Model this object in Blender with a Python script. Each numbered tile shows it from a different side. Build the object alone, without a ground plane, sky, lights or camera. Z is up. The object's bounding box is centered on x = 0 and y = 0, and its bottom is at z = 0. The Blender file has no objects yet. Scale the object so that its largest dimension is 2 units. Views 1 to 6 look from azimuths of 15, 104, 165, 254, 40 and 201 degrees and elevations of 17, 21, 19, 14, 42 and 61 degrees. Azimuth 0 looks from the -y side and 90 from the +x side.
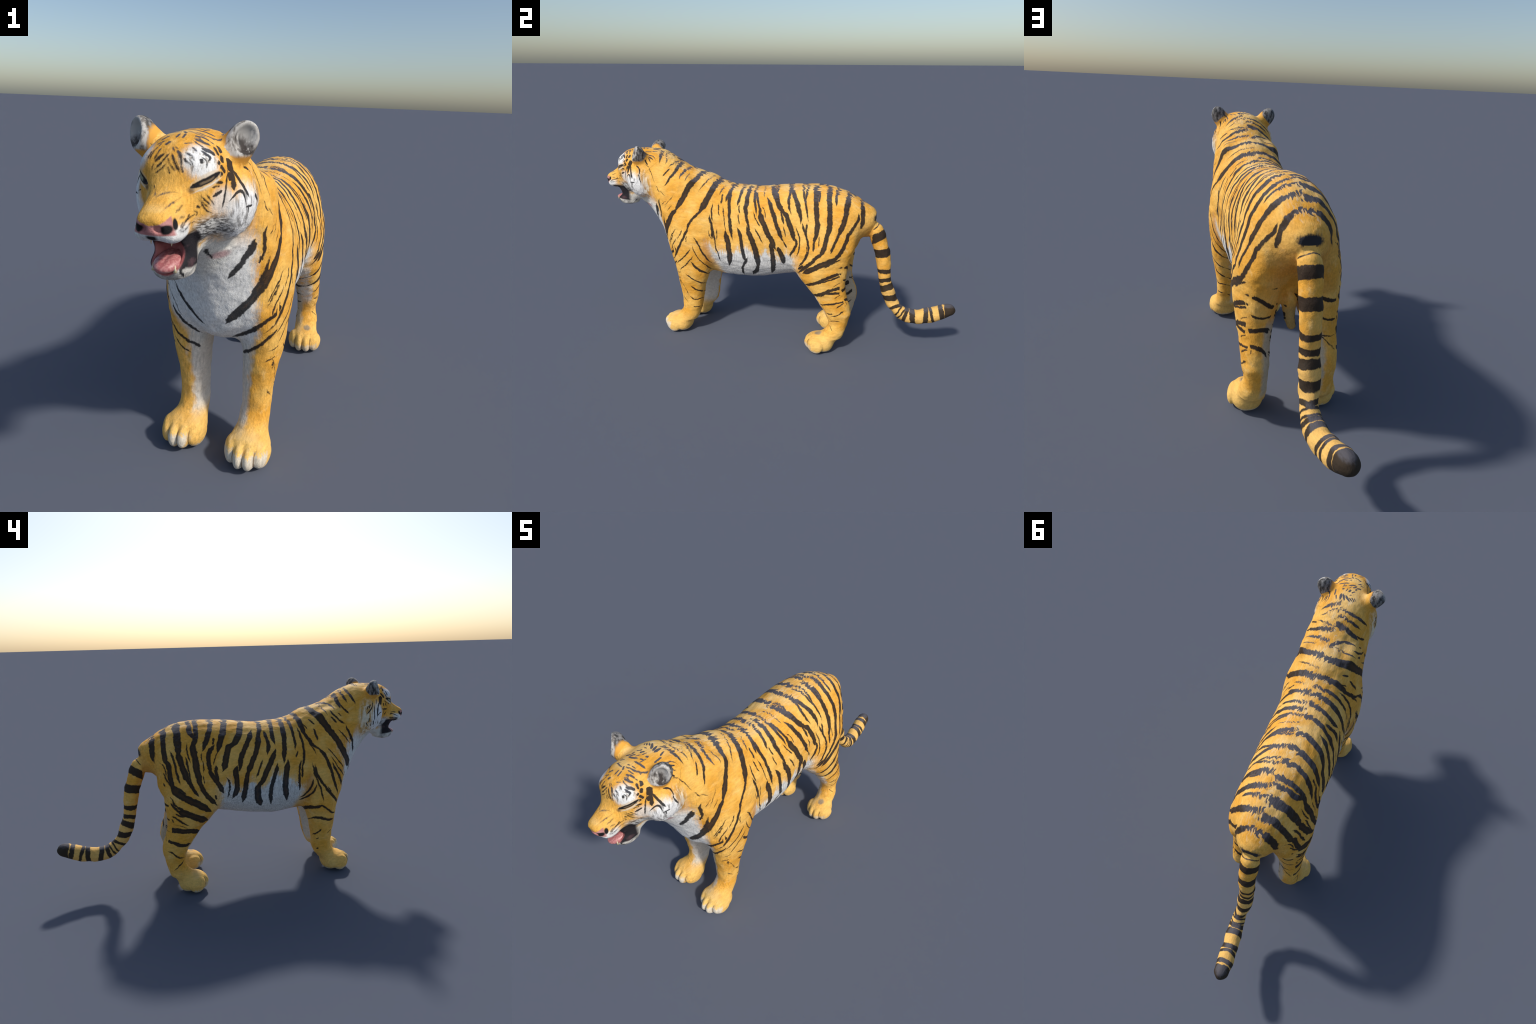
"""A striped big cat with its mouth open, standing on four paws.

One implicit body (sections, limbs, eggs) is skinned, split into anatomical parts,
and coloured by node masks: coat patches, stripes as curved lens strokes, fur grain."""
import math
import random

import bpy
import numpy as np
from mathutils import Euler, Vector

random.seed(7)
RNG = np.random.default_rng(11)

# ---------------------------------------------------------------- shape field
# The whole animal is one smooth implicit body: generalised cylinders, round
# limbs and ellipsoids joined with a smooth union, then turned into a mesh.
# x = animal's left, -y = towards its nose, z = up.

H = 0.0050                      # grid step of the skin mesh


def smooth_curve(xs, ys, x):
    """Monotone-ish cubic (Catmull-Rom / PCHIP) through control points."""
    xs, ys = np.asarray(xs, float), np.asarray(ys, float)
    h = np.diff(xs)
    d = np.diff(ys) / h
    m = np.zeros_like(ys)
    ok = d[:-1] * d[1:] > 0
    w1, w2 = 2 * h[1:] + h[:-1], h[1:] + 2 * h[:-1]
    with np.errstate(divide="ignore", invalid="ignore"):
        m[1:-1] = np.where(ok, (w1 + w2) / (w1 / d[:-1] + w2 / d[1:]), 0)
    m[0], m[-1] = d[0], d[-1]
    x = np.clip(x, xs[0], xs[-1])
    i = np.clip(np.searchsorted(xs, x) - 1, 0, len(h) - 1)
    t = (x - xs[i]) / h[i]
    return ((1 + 2 * t) * (1 - t) ** 2 * ys[i] + t * (1 - t) ** 2 * h[i] * m[i]
            + t * t * (3 - 2 * t) * ys[i + 1] + t * t * (t - 1) * h[i] * m[i + 1])


def oval(u, v, ru, rv, p=2.0):
    """Signed distance (approximate) to a superellipse section."""
    au, av = np.abs(u) / ru, np.abs(v) / rv
    rho = (au ** p + av ** p) ** (1 / p) + 1e-9
    return np.where(rho > 0.25, np.hypot(u, v) * (1 - 1 / rho), -0.75 * np.minimum(ru, rv))


class Trunk:
    """Sections in planes of constant y: (y, top, bottom, half width, widest height 0..1, power, centre x)."""

    def __init__(self, rows):
        self.r = np.array(sorted(row if len(row) == 7 else row + (0,) for row in rows))
        self.lo = np.array([-self.r[:, 3].max() - .02, self.r[0, 0], self.r[:, 2].min()])
        self.hi = np.array([self.r[:, 3].max() + .02, self.r[-1, 0], self.r[:, 1].max()])

    def __call__(self, P):
        y = self.r[:, 0]
        c = np.clip(P[:, 1], y[0], y[-1])
        g = [smooth_curve(y, self.r[:, k], c) for k in range(1, 7)]
        top, bot, w, f, p, cx = g
        mid = bot + (top - bot) * f
        dz = P[:, 2] - mid
        hz = np.where(dz > 0, top - mid, mid - bot)
        d = oval(P[:, 0] - cx, dz, w, hz, np.where(dz > 0, np.maximum(p, 2.05), p))
        e = np.abs(P[:, 1] - c)
        return np.where(e > 0, np.hypot(np.maximum(d, 0), e) + np.minimum(d, 0) * (e <= 0), d)


class Column:
    """Sections in planes of constant z: (z, cx, cy, rx, ry)."""

    def __init__(self, rows, p=2.2):
        self.r = np.array(sorted(rows))
        self.p = p
        r = self.r
        self.lo = np.array([(r[:, 1] - r[:, 3]).min(), (r[:, 2] - r[:, 4]).min(), r[0, 0]])
        self.hi = np.array([(r[:, 1] + r[:, 3]).max(), (r[:, 2] + r[:, 4]).max(), r[-1, 0]])

    def __call__(self, P):
        z = self.r[:, 0]
        c = np.clip(P[:, 2], z[0], z[-1])
        cx, cy, rx, ry = [smooth_curve(z, self.r[:, k], c) for k in range(1, 5)]
        d = oval(P[:, 0] - cx, P[:, 1] - cy, rx, ry, self.p)
        e = np.abs(P[:, 2] - c)
        return np.where(e > 0, np.hypot(np.maximum(d, 0), e), d)


class Rope:
    """Round cones along a path of (x, y, z, radius)."""

    def __init__(self, pts, fine=1):
        p = np.array(pts, float)
        if fine > 1:
            s = np.arange(len(p))
            t = np.linspace(0, len(p) - 1, (len(p) - 1) * fine + 1)
            p = np.stack([smooth_curve(s, p[:, k], t) for k in range(4)], 1)
        self.p = p
        self.lo = (p[:, :3] - p[:, 3:]).min(0)
        self.hi = (p[:, :3] + p[:, 3:]).max(0)

    def __call__(self, P):
        out = np.full(len(P), 9.0)
        for a, b in zip(self.p[:-1], self.p[1:]):
            ab = b[:3] - a[:3]
            t = np.clip((P - a[:3]) @ ab / max(ab @ ab, 1e-9), 0, 1)
            q = P - a[:3] - t[:, None] * ab
            out = np.minimum(out, np.sqrt((q * q).sum(1)) - a[3] - t * (b[3] - a[3]))
        return out


def turn(rx=0, ry=0, rz=0):
    return np.array(Euler([math.radians(v) for v in (rx, ry, rz)]).to_matrix())


class Egg:
    """Ellipsoid, turned by degrees about x, y, z."""

    def __init__(self, c, r, rot=(0, 0, 0), p=2.0):
        self.c, self.r, self.R, self.p = np.array(c, float), np.array(r, float), turn(*rot), p
        m = np.abs(self.R) @ self.r
        self.lo, self.hi = self.c - m, self.c + m

    def __call__(self, P):
        q = (P - self.c) @ self.R
        a = np.abs(q) / self.r
        rho = (a ** self.p).sum(1) ** (1 / self.p) + 1e-9
        n = np.sqrt((q * q).sum(1))
        return np.where(rho > 0.2, n * (1 - 1 / rho), -0.8 * self.r.min())


class Field:
    def __init__(self):
        self.ops = []

    def add(self, shape, k=0.02):
        self.ops.append((shape, k, 1))

    def both(self, make, k=0.02, cut=False):
        for s in (1, -1):
            self.ops.append((make(s), k, -1 if cut else 1))

    def cut(self, shape, k=0.01):
        self.ops.append((shape, k, -1))

    def __call__(self, P):
        if len(P) > 40000:                  # long lists: work through them in slabs along y
            order = np.argsort(P[:, 1], kind="stable")
            out = np.empty(len(P))
            for s in range(0, len(P), 30000):
                i = order[s:s + 30000]
                out[i] = self(P[i])
            return out
        out = np.full(len(P), 0.08)
        lo, hi = P.min(0), P.max(0)
        for shape, k, sign in self.ops:
            m = k + 0.05
            if (lo > shape.hi + m).any() or (hi < shape.lo - m).any():
                continue
            i = np.nonzero(((P > shape.lo - m) & (P < shape.hi + m)).all(1))[0]
            if not len(i):
                continue
            d = shape(P[i])
            a = out[i]
            if sign > 0:
                h = np.maximum(k - np.abs(a - d), 0) / k
                out[i] = np.minimum(a, d) - h * h * k * 0.25
            else:
                h = np.maximum(k - np.abs(a + d), 0) / k
                out[i] = np.maximum(a, -d) + h * h * k * 0.25
        return out


def skin(field, lo, hi, h):
    """Surface nets of field = 0 on a grid of step h, evaluated only near the surface."""
    lo, hi = np.array(lo), np.array(hi)
    n = np.ceil((hi - lo) / h / 4).astype(int) * 4 + 1
    nc = (n - 1) // 4 + 1
    g = np.stack(np.meshgrid(*[np.arange(k) for k in nc], indexing="ij"), -1).reshape(-1, 3)
    coarse = field(lo + g * h * 4).reshape(nc)
    near = np.abs(coarse) < h * 4 * 1.9
    act = np.zeros(n, bool)
    grow = near.copy()
    for ax in range(3):
        s = [slice(None)] * 3
        t = [slice(None)] * 3
        s[ax], t[ax] = slice(1, None), slice(None, -1)
        b = grow.copy()
        b[tuple(s)] |= grow[tuple(t)]
        b[tuple(t)] |= grow[tuple(s)]
        grow = b
    idx = [np.minimum((np.arange(k) + 2) // 4, c - 1) for k, c in zip(n, nc)]
    act = grow[np.ix_(*idx)]
    val = np.where(coarse[np.ix_(*idx)] < 0, -0.1, 0.1).astype(np.float32)
    where = np.argwhere(act)
    for s in range(0, len(where), 400000):
        w = where[s:s + 400000]
        val[w[:, 0], w[:, 1], w[:, 2]] = field(lo + w * h)
    neg = val < 0
    c = np.zeros(n - 1, np.int8)
    for o in np.ndindex(2, 2, 2):
        c += neg[tuple(slice(a, a + m - 1) for a, m in zip(o, n))]
    cells = np.argwhere((c > 0) & (c < 8))
    number = np.full(n - 1, -1, np.int64)
    number[tuple(cells.T)] = np.arange(len(cells))
    acc = np.zeros((len(cells), 3))
    cnt = np.zeros(len(cells))
    for ax in range(3):
        for o in np.ndindex(2, 2):
            a = np.insert(np.array(o), ax, 0)
            b = a.copy()
            b[ax] = 1
            va = val[tuple((cells + a).T)]
            vb = val[tuple((cells + b).T)]
            x = (va < 0) != (vb < 0)
            t = np.where(x, va / np.where(x, va - vb, 1), 0)
            acc += np.where(x[:, None], a + t[:, None] * (b - a), 0)
            cnt += x
    V = lo + (cells + acc / cnt[:, None]) * h
    F = []
    for ax in range(3):
        u, v = (ax + 1) % 3, (ax + 2) % 3
        s = [slice(1, m - 1) for m in n]
        s[ax] = slice(0, n[ax] - 1)
        t = list(s)
        t[ax] = slice(1, n[ax])
        A, B = neg[tuple(s)], neg[tuple(t)]
        e = np.argwhere(A != B)
        off = np.array([1, 1, 1])
        off[ax] = 0
        e = e + off
        flip = ~neg[tuple(e.T)]
        du, dv = np.eye(3, dtype=int)[u], np.eye(3, dtype=int)[v]
        q = np.stack([number[tuple((e + k).T)] for k in (-du - dv, -dv, 0 * du, -du)], 1)
        q[flip] = q[flip][:, ::-1]
        F.append(q)
    F = np.concatenate(F)
    F = F[(F >= 0).all(1)]
    for _ in range(2):
        f0, g = field(V), gradient(field, V)
        gg = (g * g).sum(1) + 1e-6
        step = np.clip(f0 / np.sqrt(gg), -h, h) / np.sqrt(gg)
        V = V - g * np.clip(step, -h, h)[:, None] * 0.9
    return V, F


def gradient(field, V, e=0.0015):
    return np.stack([(field(V + e * a) - field(V - e * a)) / (2 * e) for a in np.eye(3)], 1)


PARTS = {}                      # named shapes, kept for sorting faces into parts


def named(key, shape):
    PARTS[key] = shape
    return shape


def body_field():
    f = Field()
    # trunk and neck, from the rump to the nape
    rows = [
        (0.545, 0.775, 0.700, 0.031, .5, 2.0), (0.53, 0.795, 0.678, 0.052, .5, 2.0), (0.48, 0.828, 0.635, 0.091, .5, 2.0),
        (0.43, 0.858, 0.590, 0.124, .48, 2.0, -.002), (0.375, 0.882, 0.525, 0.149, .47, 2.0, -.003), (0.30, 0.900, 0.462, 0.168, .47, 2.0, -.005),
        (0.21, 0.906, 0.422, 0.176, .48, 2.05, -.007), (0.10, 0.897, 0.398, 0.180, .49, 2.15, -.008), (0.01, 0.887, 0.379, 0.182, .49, 2.15, -.008),
        (-0.085, 0.877, 0.361, 0.184, .48, 2.15, -.006), (-0.18, 0.877, 0.354, 0.182, .48, 2.15, -.006), (-0.25, 0.886, 0.356, 0.180, .48, 2.1, -.005),
        (-0.30, 0.902, 0.362, 0.178, .47, 2.1, -.004), (-0.356, 0.931, 0.370, 0.176, .46, 2.05, -.002), (-0.416, 0.946, 0.379, 0.180, .46, 2.0),
        (-0.475, 0.962, 0.392, 0.178, .47, 2.0), (-0.534, 0.992, 0.414, 0.172, .50, 2.0), (-0.585, 1.021, 0.453, 0.163, .55, 1.95),
        (-0.615, 1.034, 0.505, 0.155, .60, 1.8, -.004), (-0.65, 1.045, 0.582, 0.145, .65, 1.7, -.006), (-0.69, 1.050, 0.657, 0.131, .65, 1.7, -.006),
        (-0.735, 1.048, 0.716, 0.114, .62, 1.75, -.003), (-0.78, 1.035, 0.762, 0.095, .55, 2.0), (-0.82, 1.00, 0.81, 0.055, .5, 2.0)]
    f.add(Trunk(rows))

    # forelimbs
    def foreleg(s):
        dy = -0.008 if s > 0 else 0.012
        o = -.003 if s > 0 else -.009
        return Column([(0.62, .10 * s + o, -0.43 + dy, .072, .13), (0.52, .116 * s + o, -0.435 + dy, .076, .124),
                       (0.44, .120 * s + o, -0.437 + dy, .070, .109), (0.40, .122 * s + o, -0.437 + dy, .068, .098),
                       (0.31, .118 * s + o, -0.446 + dy, .058, .076), (0.25, .113 * s + o, -0.449 + dy, .052, .066),
                       (0.17, .111 * s + o, -0.452 + dy * 1.3, .047, .056), (0.12, .111 * s + o, -0.463 + dy * 1.5, .046, .053),
                       (0.085, .110 * s + o, -0.490 + dy, .048, .056)])
    f.both(lambda s: named(("foreleg", s), foreleg(s)), .045)
    f.both(lambda s: Egg((.128 * s - .005, -.425, .61), (.069, .130, .19), (-12, 0, 0)), .05)
    f.both(lambda s: Egg((.099 * s, -.490, .873), (.044, .078, .058), (0, 0, 0)), .03)          # shoulder blades

    def fore_paw(s):
        dy = -0.012 if s > 0 else 0.026
        return Egg((.112 * s + (-.004 if s > 0 else -.016), -0.534 + dy, .055), (.070, .070, .048), (-16, 0, 0), 2.3)
    f.both(fore_paw, .03)
    f.both(lambda s: Rope([(.110 * s - .005, -.466 - .013 * s, .125, .043), (.111 * s - .007, -.500 - .017 * s, .075, .047)]), .02)

    # hind limbs
    def hindleg(s):
        dy = -0.007 if s > 0 else 0.007
        o = .002
        return Column([(0.76, .066 * s + o, 0.32, .066, .11), (0.68, .086 * s + o, 0.30, .078, .154), (0.60, .100 * s + o, 0.288, .090, .165),
                       (0.52, .107 * s + o, 0.285 + dy, .086, .147), (0.45, .114 * s + o, 0.298 + dy, .079, .129), (0.39, .121 * s + o, 0.318 + dy, .069, .107),
                       (0.335, .125 * s + o, 0.346 + dy, .059, .090), (0.28, .128 * s + o, 0.374 + dy, .052, .082), (0.23, .128 * s + o, 0.394 + dy, .049, .067),
                       (0.18, .126 * s + o, 0.397 + dy, .044, .053), (0.13, .128 * s + o, 0.387 + dy, .043, .048), (0.095, .132 * s + o, 0.370 + dy, .045, .050)])
    f.both(lambda s: named(("hindleg", s), hindleg(s)), .05)
    f.both(lambda s: Egg((.114 * s, .27, .53), (.064, .13, .16), (14, 0, 0)), .05)

    def hind_paw(s):
        dy = -0.009 if s > 0 else 0.011
        return Egg((.142 * s, 0.310 + dy, .053), (.062, .072, .048), (-16, 0, 0), 2.3)
    f.both(hind_paw, .03)
    f.both(lambda s: Rope([(.133 * s, .383 - .006 * s, .125, .045), (.138 * s, .345 - .008 * s, .080, .046), (.141 * s, .315 - .010 * s, .060, .047)]), .02)

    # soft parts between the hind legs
    f.add(Egg((.008, .362, .478), (.030, .042, .050), (20, 0, 0)), .02)
    f.add(Rope([(.009, .372, .440, .025), (.006, .372, .405, .021), (-.004, .370, .374, .018)]), .012)
    f.add(Egg((-.100, .405, .610), (.050, .055, .070), (15, 0, 0)), .03)
    f.add(Egg((0, .500, .668), (.034, .030, .026)), .012)
    # toes of all four paws
    for cx, cy, dyl, dyr, shl, shr in ((.112, -.563, -.012, .026, -.004, -.016), (.142, .290, -.009, .013, 0, 0)):
        for s in (1, -1):
            for j in range(4):
                a = (j - 1.5) / 1.5
                x = s * cx + (shl if s > 0 else shr) + a * .052
                y = cy + (dyl if s > 0 else dyr) - .026 + .024 * a * a
                f.add(Egg((x, y, .047), (.021, .0445, .0415), (-22, 0, -16 * a)), .010)

    # tail
    f.add(named("tail", Rope([(0, .515, .705, .030), (0, .548, .680, .040), (0, .568, .633, .041), (.003, .592, .569, .0395), (.004, .604, .511, .038),
                (.005, .611, .456, .036), (.006, .621, .398, .0335), (.008, .641, .344, .0355), (.011, .659, .296, .0325),
                (.020, .694, .253, .0315), (.022, .733, .224, .0355), (.020, .77, .212, .0385), (.017, .806, .209, .038),
                (.012, .848, .219, .0385), (.007, .891, .231, .0395), (.002, .931, .248, .038), (-.001, .9635, .261, .0335)], 3)), .012)

    # head
    f.add(Egg((0, -.785, .94), (.106, .130, .112), (-8, 0, 0), 2.2), .03)          # skull
    f.add(Egg((0, -.73, .950), (.106, .12, .090), (25, 0, 0)), .03)                 # nape
    # cheek ruffs, the right one flaring further back
    f.add(Egg((.083, -.752, .884), (.061, .070, .086), (14, 0, 12)), .03)
    f.add(Egg((-.090, -.742, .878), (.062, .070, .092), (14, 0, -12)), .03)
    f.add(Egg((-.106, -.705, .890), (.060, .060, .106), (16, 0, -10)), .03)
    f.add(Egg((.088, -.712, .895), (.054, .050, .088), (16, 0, 10)), .03)
    # muzzle: flat-sided bridge ending in a blunt nose
    f.add(Trunk([(-.999, .890, .862, .020, .5, 2.2), (-.988, .902, .845, .034, .5, 2.3), (-.965, .914, .836, .042, .45, 2.4),
                 (-.940, .930, .832, .046, .42, 2.4), (-.915, .948, .828, .051, .4, 2.3), (-.885, .968, .822, .060, .4, 2.2),
                 (-.845, .985, .80, .082, .45, 2.2), (-.80, .98, .80, .090, .5, 2.0)]), .02)
    named("nose", Egg((0, -.974, .878), (.028, .028, .027)))
    f.both(lambda s: Egg((.030 * s, -.935, .856), (.026, .045, .024), (10, 0, 6 * s)), .015)       # lip pads
    f.both(lambda s: Egg((.046 * s, -.860, .983), (.034, .032, .028), (0, 25 * s, 20 * s)), .02)  # brow
    # eye slits with raised lids; the right eye is wider open
    for s, gape in ((1, .0075), (-1, .0095)):
        f.add(Rope([(.046 * s, -.886, .962, .006), (.060 * s, -.862, .974, .009), (.078 * s, -.832, .982, .006)], 2), .012)
        f.add(Rope([(.050 * s, -.886, .938, .005), (.066 * s, -.861, .943, .007), (.080 * s, -.834, .956, .005)], 2), .012)
        f.cut(Rope([(.046 * s, -.895, .945, .003), (.058 * s, -.880, .952, gape), (.070 * s, -.862, .961, gape), (.084 * s, -.836, .971, .003)], 2), .005)
    # lower jaw hanging open, walled in by the lips at the mouth corners
    f.add(Rope([(0, -.78, .815, .045), (0, -.85, .788, .044)]), .02)
    f.add(Egg((0, -.884, .763), (.049, .057, .037), (-6, 0, 0)), .02)
    f.add(Column([(.74, 0, -.870, .043, .048), (.785, 0, -.872, .042, .048), (.83, 0, -.885, .044, .052), (.86, 0, -.895, .043, .05)]), .012)
    f.cut(named("mouth", Egg((0, -.938, .795), (.036, .070, .041), (24, 0, 0), 2.3)), .010)
    # nostrils
    f.both(lambda s: Egg((.019 * s, -.998, .868), (.011, .013, .008), (0, 30 * s, 30 * s)), .006, cut=True)
    # ears: thick shells on wide bases, hollow towards the front and outside
    for s in (1, -1):
        n = np.array([.50 * s, -.80, .22])
        n /= np.linalg.norm(n)
        c = np.array([.128 * s - .015, -.742, 1.034])
        f.add(Rope([(.070 * s, -.728, .985, .036), (.104 * s - .012, -.734, 1.010, .037)]), .02)
        f.add(named(("ear", s), Egg(c + np.array([.001 * s, 0, .003]), (.037, .036, .048), (-14, 34 * s, 28 * s))), .024)
        f.cut(Egg(c + n * .033 + np.array([.005 * s, 0, .004]), (.029, .036, .039), (-14, 34 * s, 28 * s)), .012)
    return f
# ---------------------------------------------------------------- stripes
# Every stripe is a lens-shaped stroke: (width, start, end, bow, swing) in the flat
# coordinates of its region: flanks (y, z), chest and rump (x, z), tail (y, z), head (stereographic).
STROKES = []


def stripe(region, width, start, end, bow=0.0, swing=0.0):
    STROKES.append((region, width, start, end, bow, swing))


stripe("left", 0.0074, (-0.568, 0.929), (-0.595, 0.885), 0.0016, 0.0000)
stripe("left", 0.0131, (-0.513, 1.039), (-0.557, 0.867), 0.0069, 0.0031)
stripe("left", 0.0090, (-0.463, 1.014), (-0.499, 0.879), -0.0009, -0.0114)
stripe("left", 0.0041, (-0.462, 0.923), (-0.470, 0.866), 0.0003, 0.0000)
stripe("left", 0.0251, (-0.383, 0.992), (-0.517, 0.691), 0.0099, 0.0015)
stripe("left", 0.0231, (-0.504, 0.708), (-0.597, 0.544), -0.0101, -0.0015)
stripe("left", 0.0056, (-0.322, 0.978), (-0.390, 0.822), 0.0067, -0.0080)
stripe("left", 0.0264, (-0.272, 0.951), (-0.376, 0.695), -0.0023, 0.0134)
stripe("left", 0.0120, (-0.363, 0.715), (-0.437, 0.592), -0.0072, -0.0106)
stripe("left", 0.0122, (-0.430, 0.614), (-0.535, 0.425), 0.0055, 0.0006)
stripe("left", 0.0048, (-0.267, 0.863), (-0.281, 0.803), -0.0011, 0.0000)
stripe("left", 0.0071, (-0.264, 0.813), (-0.263, 0.753), -0.0010, 0.0000)
stripe("left", 0.0152, (-0.198, 0.931), (-0.242, 0.772), -0.0009, -0.0035)
stripe("left", 0.0142, (-0.226, 0.933), (-0.190, 0.561), -0.0127, 0.0018)
stripe("left", 0.0063, (-0.310, 0.747), (-0.300, 0.654), -0.0054, -0.0011)
stripe("left", 0.0055, (-0.275, 0.750), (-0.269, 0.686), -0.0027, 0.0000)
stripe("left", 0.0039, (-0.253, 0.737), (-0.230, 0.590), 0.0022, -0.0005)
stripe("left", 0.0247, (-0.233, 0.602), (-0.228, 0.410), 0.0182, 0.0139)
stripe("left", 0.0119, (-0.322, 0.681), (-0.307, 0.554), 0.0084, 0.0054)
stripe("left", 0.0032, (-0.321, 0.595), (-0.310, 0.554), -0.0017, 0.0000)
stripe("left", 0.0064, (-0.294, 0.605), (-0.266, 0.426), -0.0078, 0.0030)
stripe("left", 0.0040, (-0.279, 0.607), (-0.283, 0.548), 0.0020, 0.0000)
stripe("left", 0.0127, (-0.162, 0.927), (-0.177, 0.754), 0.0030, 0.0038)
stripe("left", 0.0062, (-0.165, 0.757), (-0.156, 0.707), -0.0039, 0.0000)
stripe("left", 0.0054, (-0.165, 0.703), (-0.152, 0.650), -0.0010, 0.0000)
stripe("left", 0.0196, (-0.137, 0.927), (-0.116, 0.686), -0.0007, -0.0087)
stripe("left", 0.0132, (-0.121, 0.710), (-0.097, 0.606), 0.0003, 0.0033)
stripe("left", 0.0173, (-0.167, 0.624), (-0.117, 0.441), 0.0036, -0.0180)
stripe("left", 0.0122, (-0.111, 0.459), (-0.147, 0.356), -0.0101, -0.0091)
stripe("left", 0.0251, (-0.114, 0.633), (-0.058, 0.413), 0.0162, 0.0101)
stripe("left", 0.0177, (-0.049, 0.448), (-0.096, 0.367), 0.0106, 0.0000)
stripe("left", 0.0117, (-0.099, 0.927), (-0.065, 0.714), -0.0062, -0.0026)
stripe("left", 0.0101, (-0.110, 0.927), (-0.043, 0.704), -0.0005, 0.0103)
stripe("left", 0.0238, (-0.051, 0.724), (0.044, 0.525), -0.0006, 0.0028)
stripe("left", 0.0054, (-0.083, 0.721), (-0.041, 0.645), -0.0000, 0.0000)
stripe("left", 0.0038, (-0.037, 0.753), (-0.014, 0.692), 0.0031, 0.0000)
stripe("left", 0.0069, (-0.066, 0.629), (-0.026, 0.555), 0.0019, 0.0000)
stripe("left", 0.0055, (-0.058, 0.931), (-0.035, 0.813), -0.0029, 0.0000)
stripe("left", 0.0212, (0.024, 0.568), (0.008, 0.387), 0.0123, 0.0152)
stripe("left", 0.0184, (-0.017, 0.800), (0.084, 0.579), 0.0030, -0.0105)
stripe("left", 0.0061, (0.086, 0.573), (0.106, 0.540), -0.0005, 0.0000)
stripe("left", 0.0215, (-0.021, 0.937), (0.093, 0.720), -0.0162, -0.0041)
stripe("left", 0.0228, (0.075, 0.739), (0.145, 0.584), 0.0099, -0.0031)
stripe("left", 0.0115, (0.140, 0.600), (0.121, 0.488), 0.0182, -0.0223)
stripe("left", 0.0084, (0.063, 0.742), (0.089, 0.667), -0.0010, 0.0000)
stripe("left", 0.0116, (0.012, 0.939), (0.053, 0.774), -0.0067, -0.0006)
stripe("left", 0.0053, (0.084, 0.655), (0.097, 0.600), 0.0021, 0.0000)
stripe("left", 0.0115, (0.096, 0.947), (0.121, 0.730), -0.0114, -0.0076)
stripe("left", 0.0198, (0.084, 0.948), (0.170, 0.686), 0.0034, 0.0234)
stripe("left", 0.0091, (0.144, 0.952), (0.209, 0.705), 0.0011, 0.0063)
stripe("left", 0.0107, (0.184, 0.954), (0.189, 0.804), -0.0004, 0.0015)
stripe("left", 0.0219, (0.239, 0.954), (0.248, 0.581), 0.0053, 0.0312)
stripe("left", 0.0090, (0.250, 0.617), (0.249, 0.534), 0.0018, 0.0000)
stripe("left", 0.0099, (0.230, 0.954), (0.256, 0.799), -0.0027, 0.0165)
stripe("left", 0.0234, (0.302, 0.949), (0.311, 0.599), 0.0078, 0.0226)
stripe("left", 0.0188, (0.322, 0.655), (0.280, 0.509), 0.0102, 0.0075)
stripe("left", 0.0153, (0.297, 0.530), (0.173, 0.404), 0.0029, -0.0003)
stripe("left", 0.0045, (0.275, 0.610), (0.277, 0.562), 0.0015, 0.0000)
stripe("left", 0.0122, (0.343, 0.940), (0.348, 0.788), -0.0020, -0.0025)
stripe("left", 0.0234, (0.403, 0.922), (0.362, 0.624), 0.0181, 0.0143)
stripe("left", 0.0113, (0.366, 0.644), (0.340, 0.530), 0.0045, -0.0076)
stripe("left", 0.0129, (0.459, 0.756), (0.408, 0.608), 0.0088, -0.0109)
stripe("left", 0.0159, (0.420, 0.645), (0.315, 0.466), 0.0258, 0.0084)
stripe("left", 0.0170, (0.467, 0.885), (0.477, 0.679), 0.0052, 0.0069)
stripe("left", 0.0069, (0.480, 0.695), (0.442, 0.580), 0.0056, 0.0000)
stripe("left", 0.0068, (0.148, 0.652), (0.153, 0.496), 0.0241, 0.0039)
stripe("left", 0.0106, (0.182, 0.675), (0.221, 0.519), 0.0124, 0.0126)
stripe("left", 0.0107, (0.226, 0.543), (0.175, 0.444), 0.0091, -0.0012)
stripe("left", 0.0075, (0.204, 0.683), (0.206, 0.618), -0.0007, 0.0000)
stripe("left", 0.0053, (0.215, 0.558), (0.206, 0.501), 0.0053, 0.0000)
stripe("left", 0.0234, (0.059, 0.536), (0.086, 0.446), 0.0050, 0.0049)
stripe("left", 0.0244, (0.354, 0.500), (0.200, 0.403), 0.0021, -0.0074)
stripe("left", 0.0068, (0.387, 0.499), (0.313, 0.447), -0.0025, 0.0000)
stripe("left", 0.0131, (0.170, 0.422), (0.198, 0.447))
stripe("left", 0.0151, (0.404, 0.424), (0.206, 0.340), 0.0060, 0.0153)
stripe("left", 0.0078, (0.410, 0.417), (0.303, 0.364), 0.0031, 0.0020)
stripe("left", 0.0141, (0.408, 0.342), (0.250, 0.287), 0.0034, 0.0175)
stripe("left", 0.0112, (0.425, 0.339), (0.299, 0.281), 0.0020, -0.0190)
stripe("left", 0.0068, (0.431, 0.466), (0.383, 0.451), -0.0005, 0.0000)
stripe("left", 0.0027, (0.409, 0.378), (0.364, 0.347), -0.0019, 0.0000)
stripe("left", 0.0074, (0.296, 0.232), (0.432, 0.277), -0.0090, -0.0047)
stripe("left", 0.0037, (0.370, 0.277), (0.405, 0.311), -0.0022, 0.0000)
stripe("left", 0.0049, (0.387, 0.221), (0.426, 0.260), 0.0034, 0.0000)
stripe("left", 0.0056, (0.332, 0.184), (0.365, 0.185), -0.0017, 0.0000)
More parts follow.
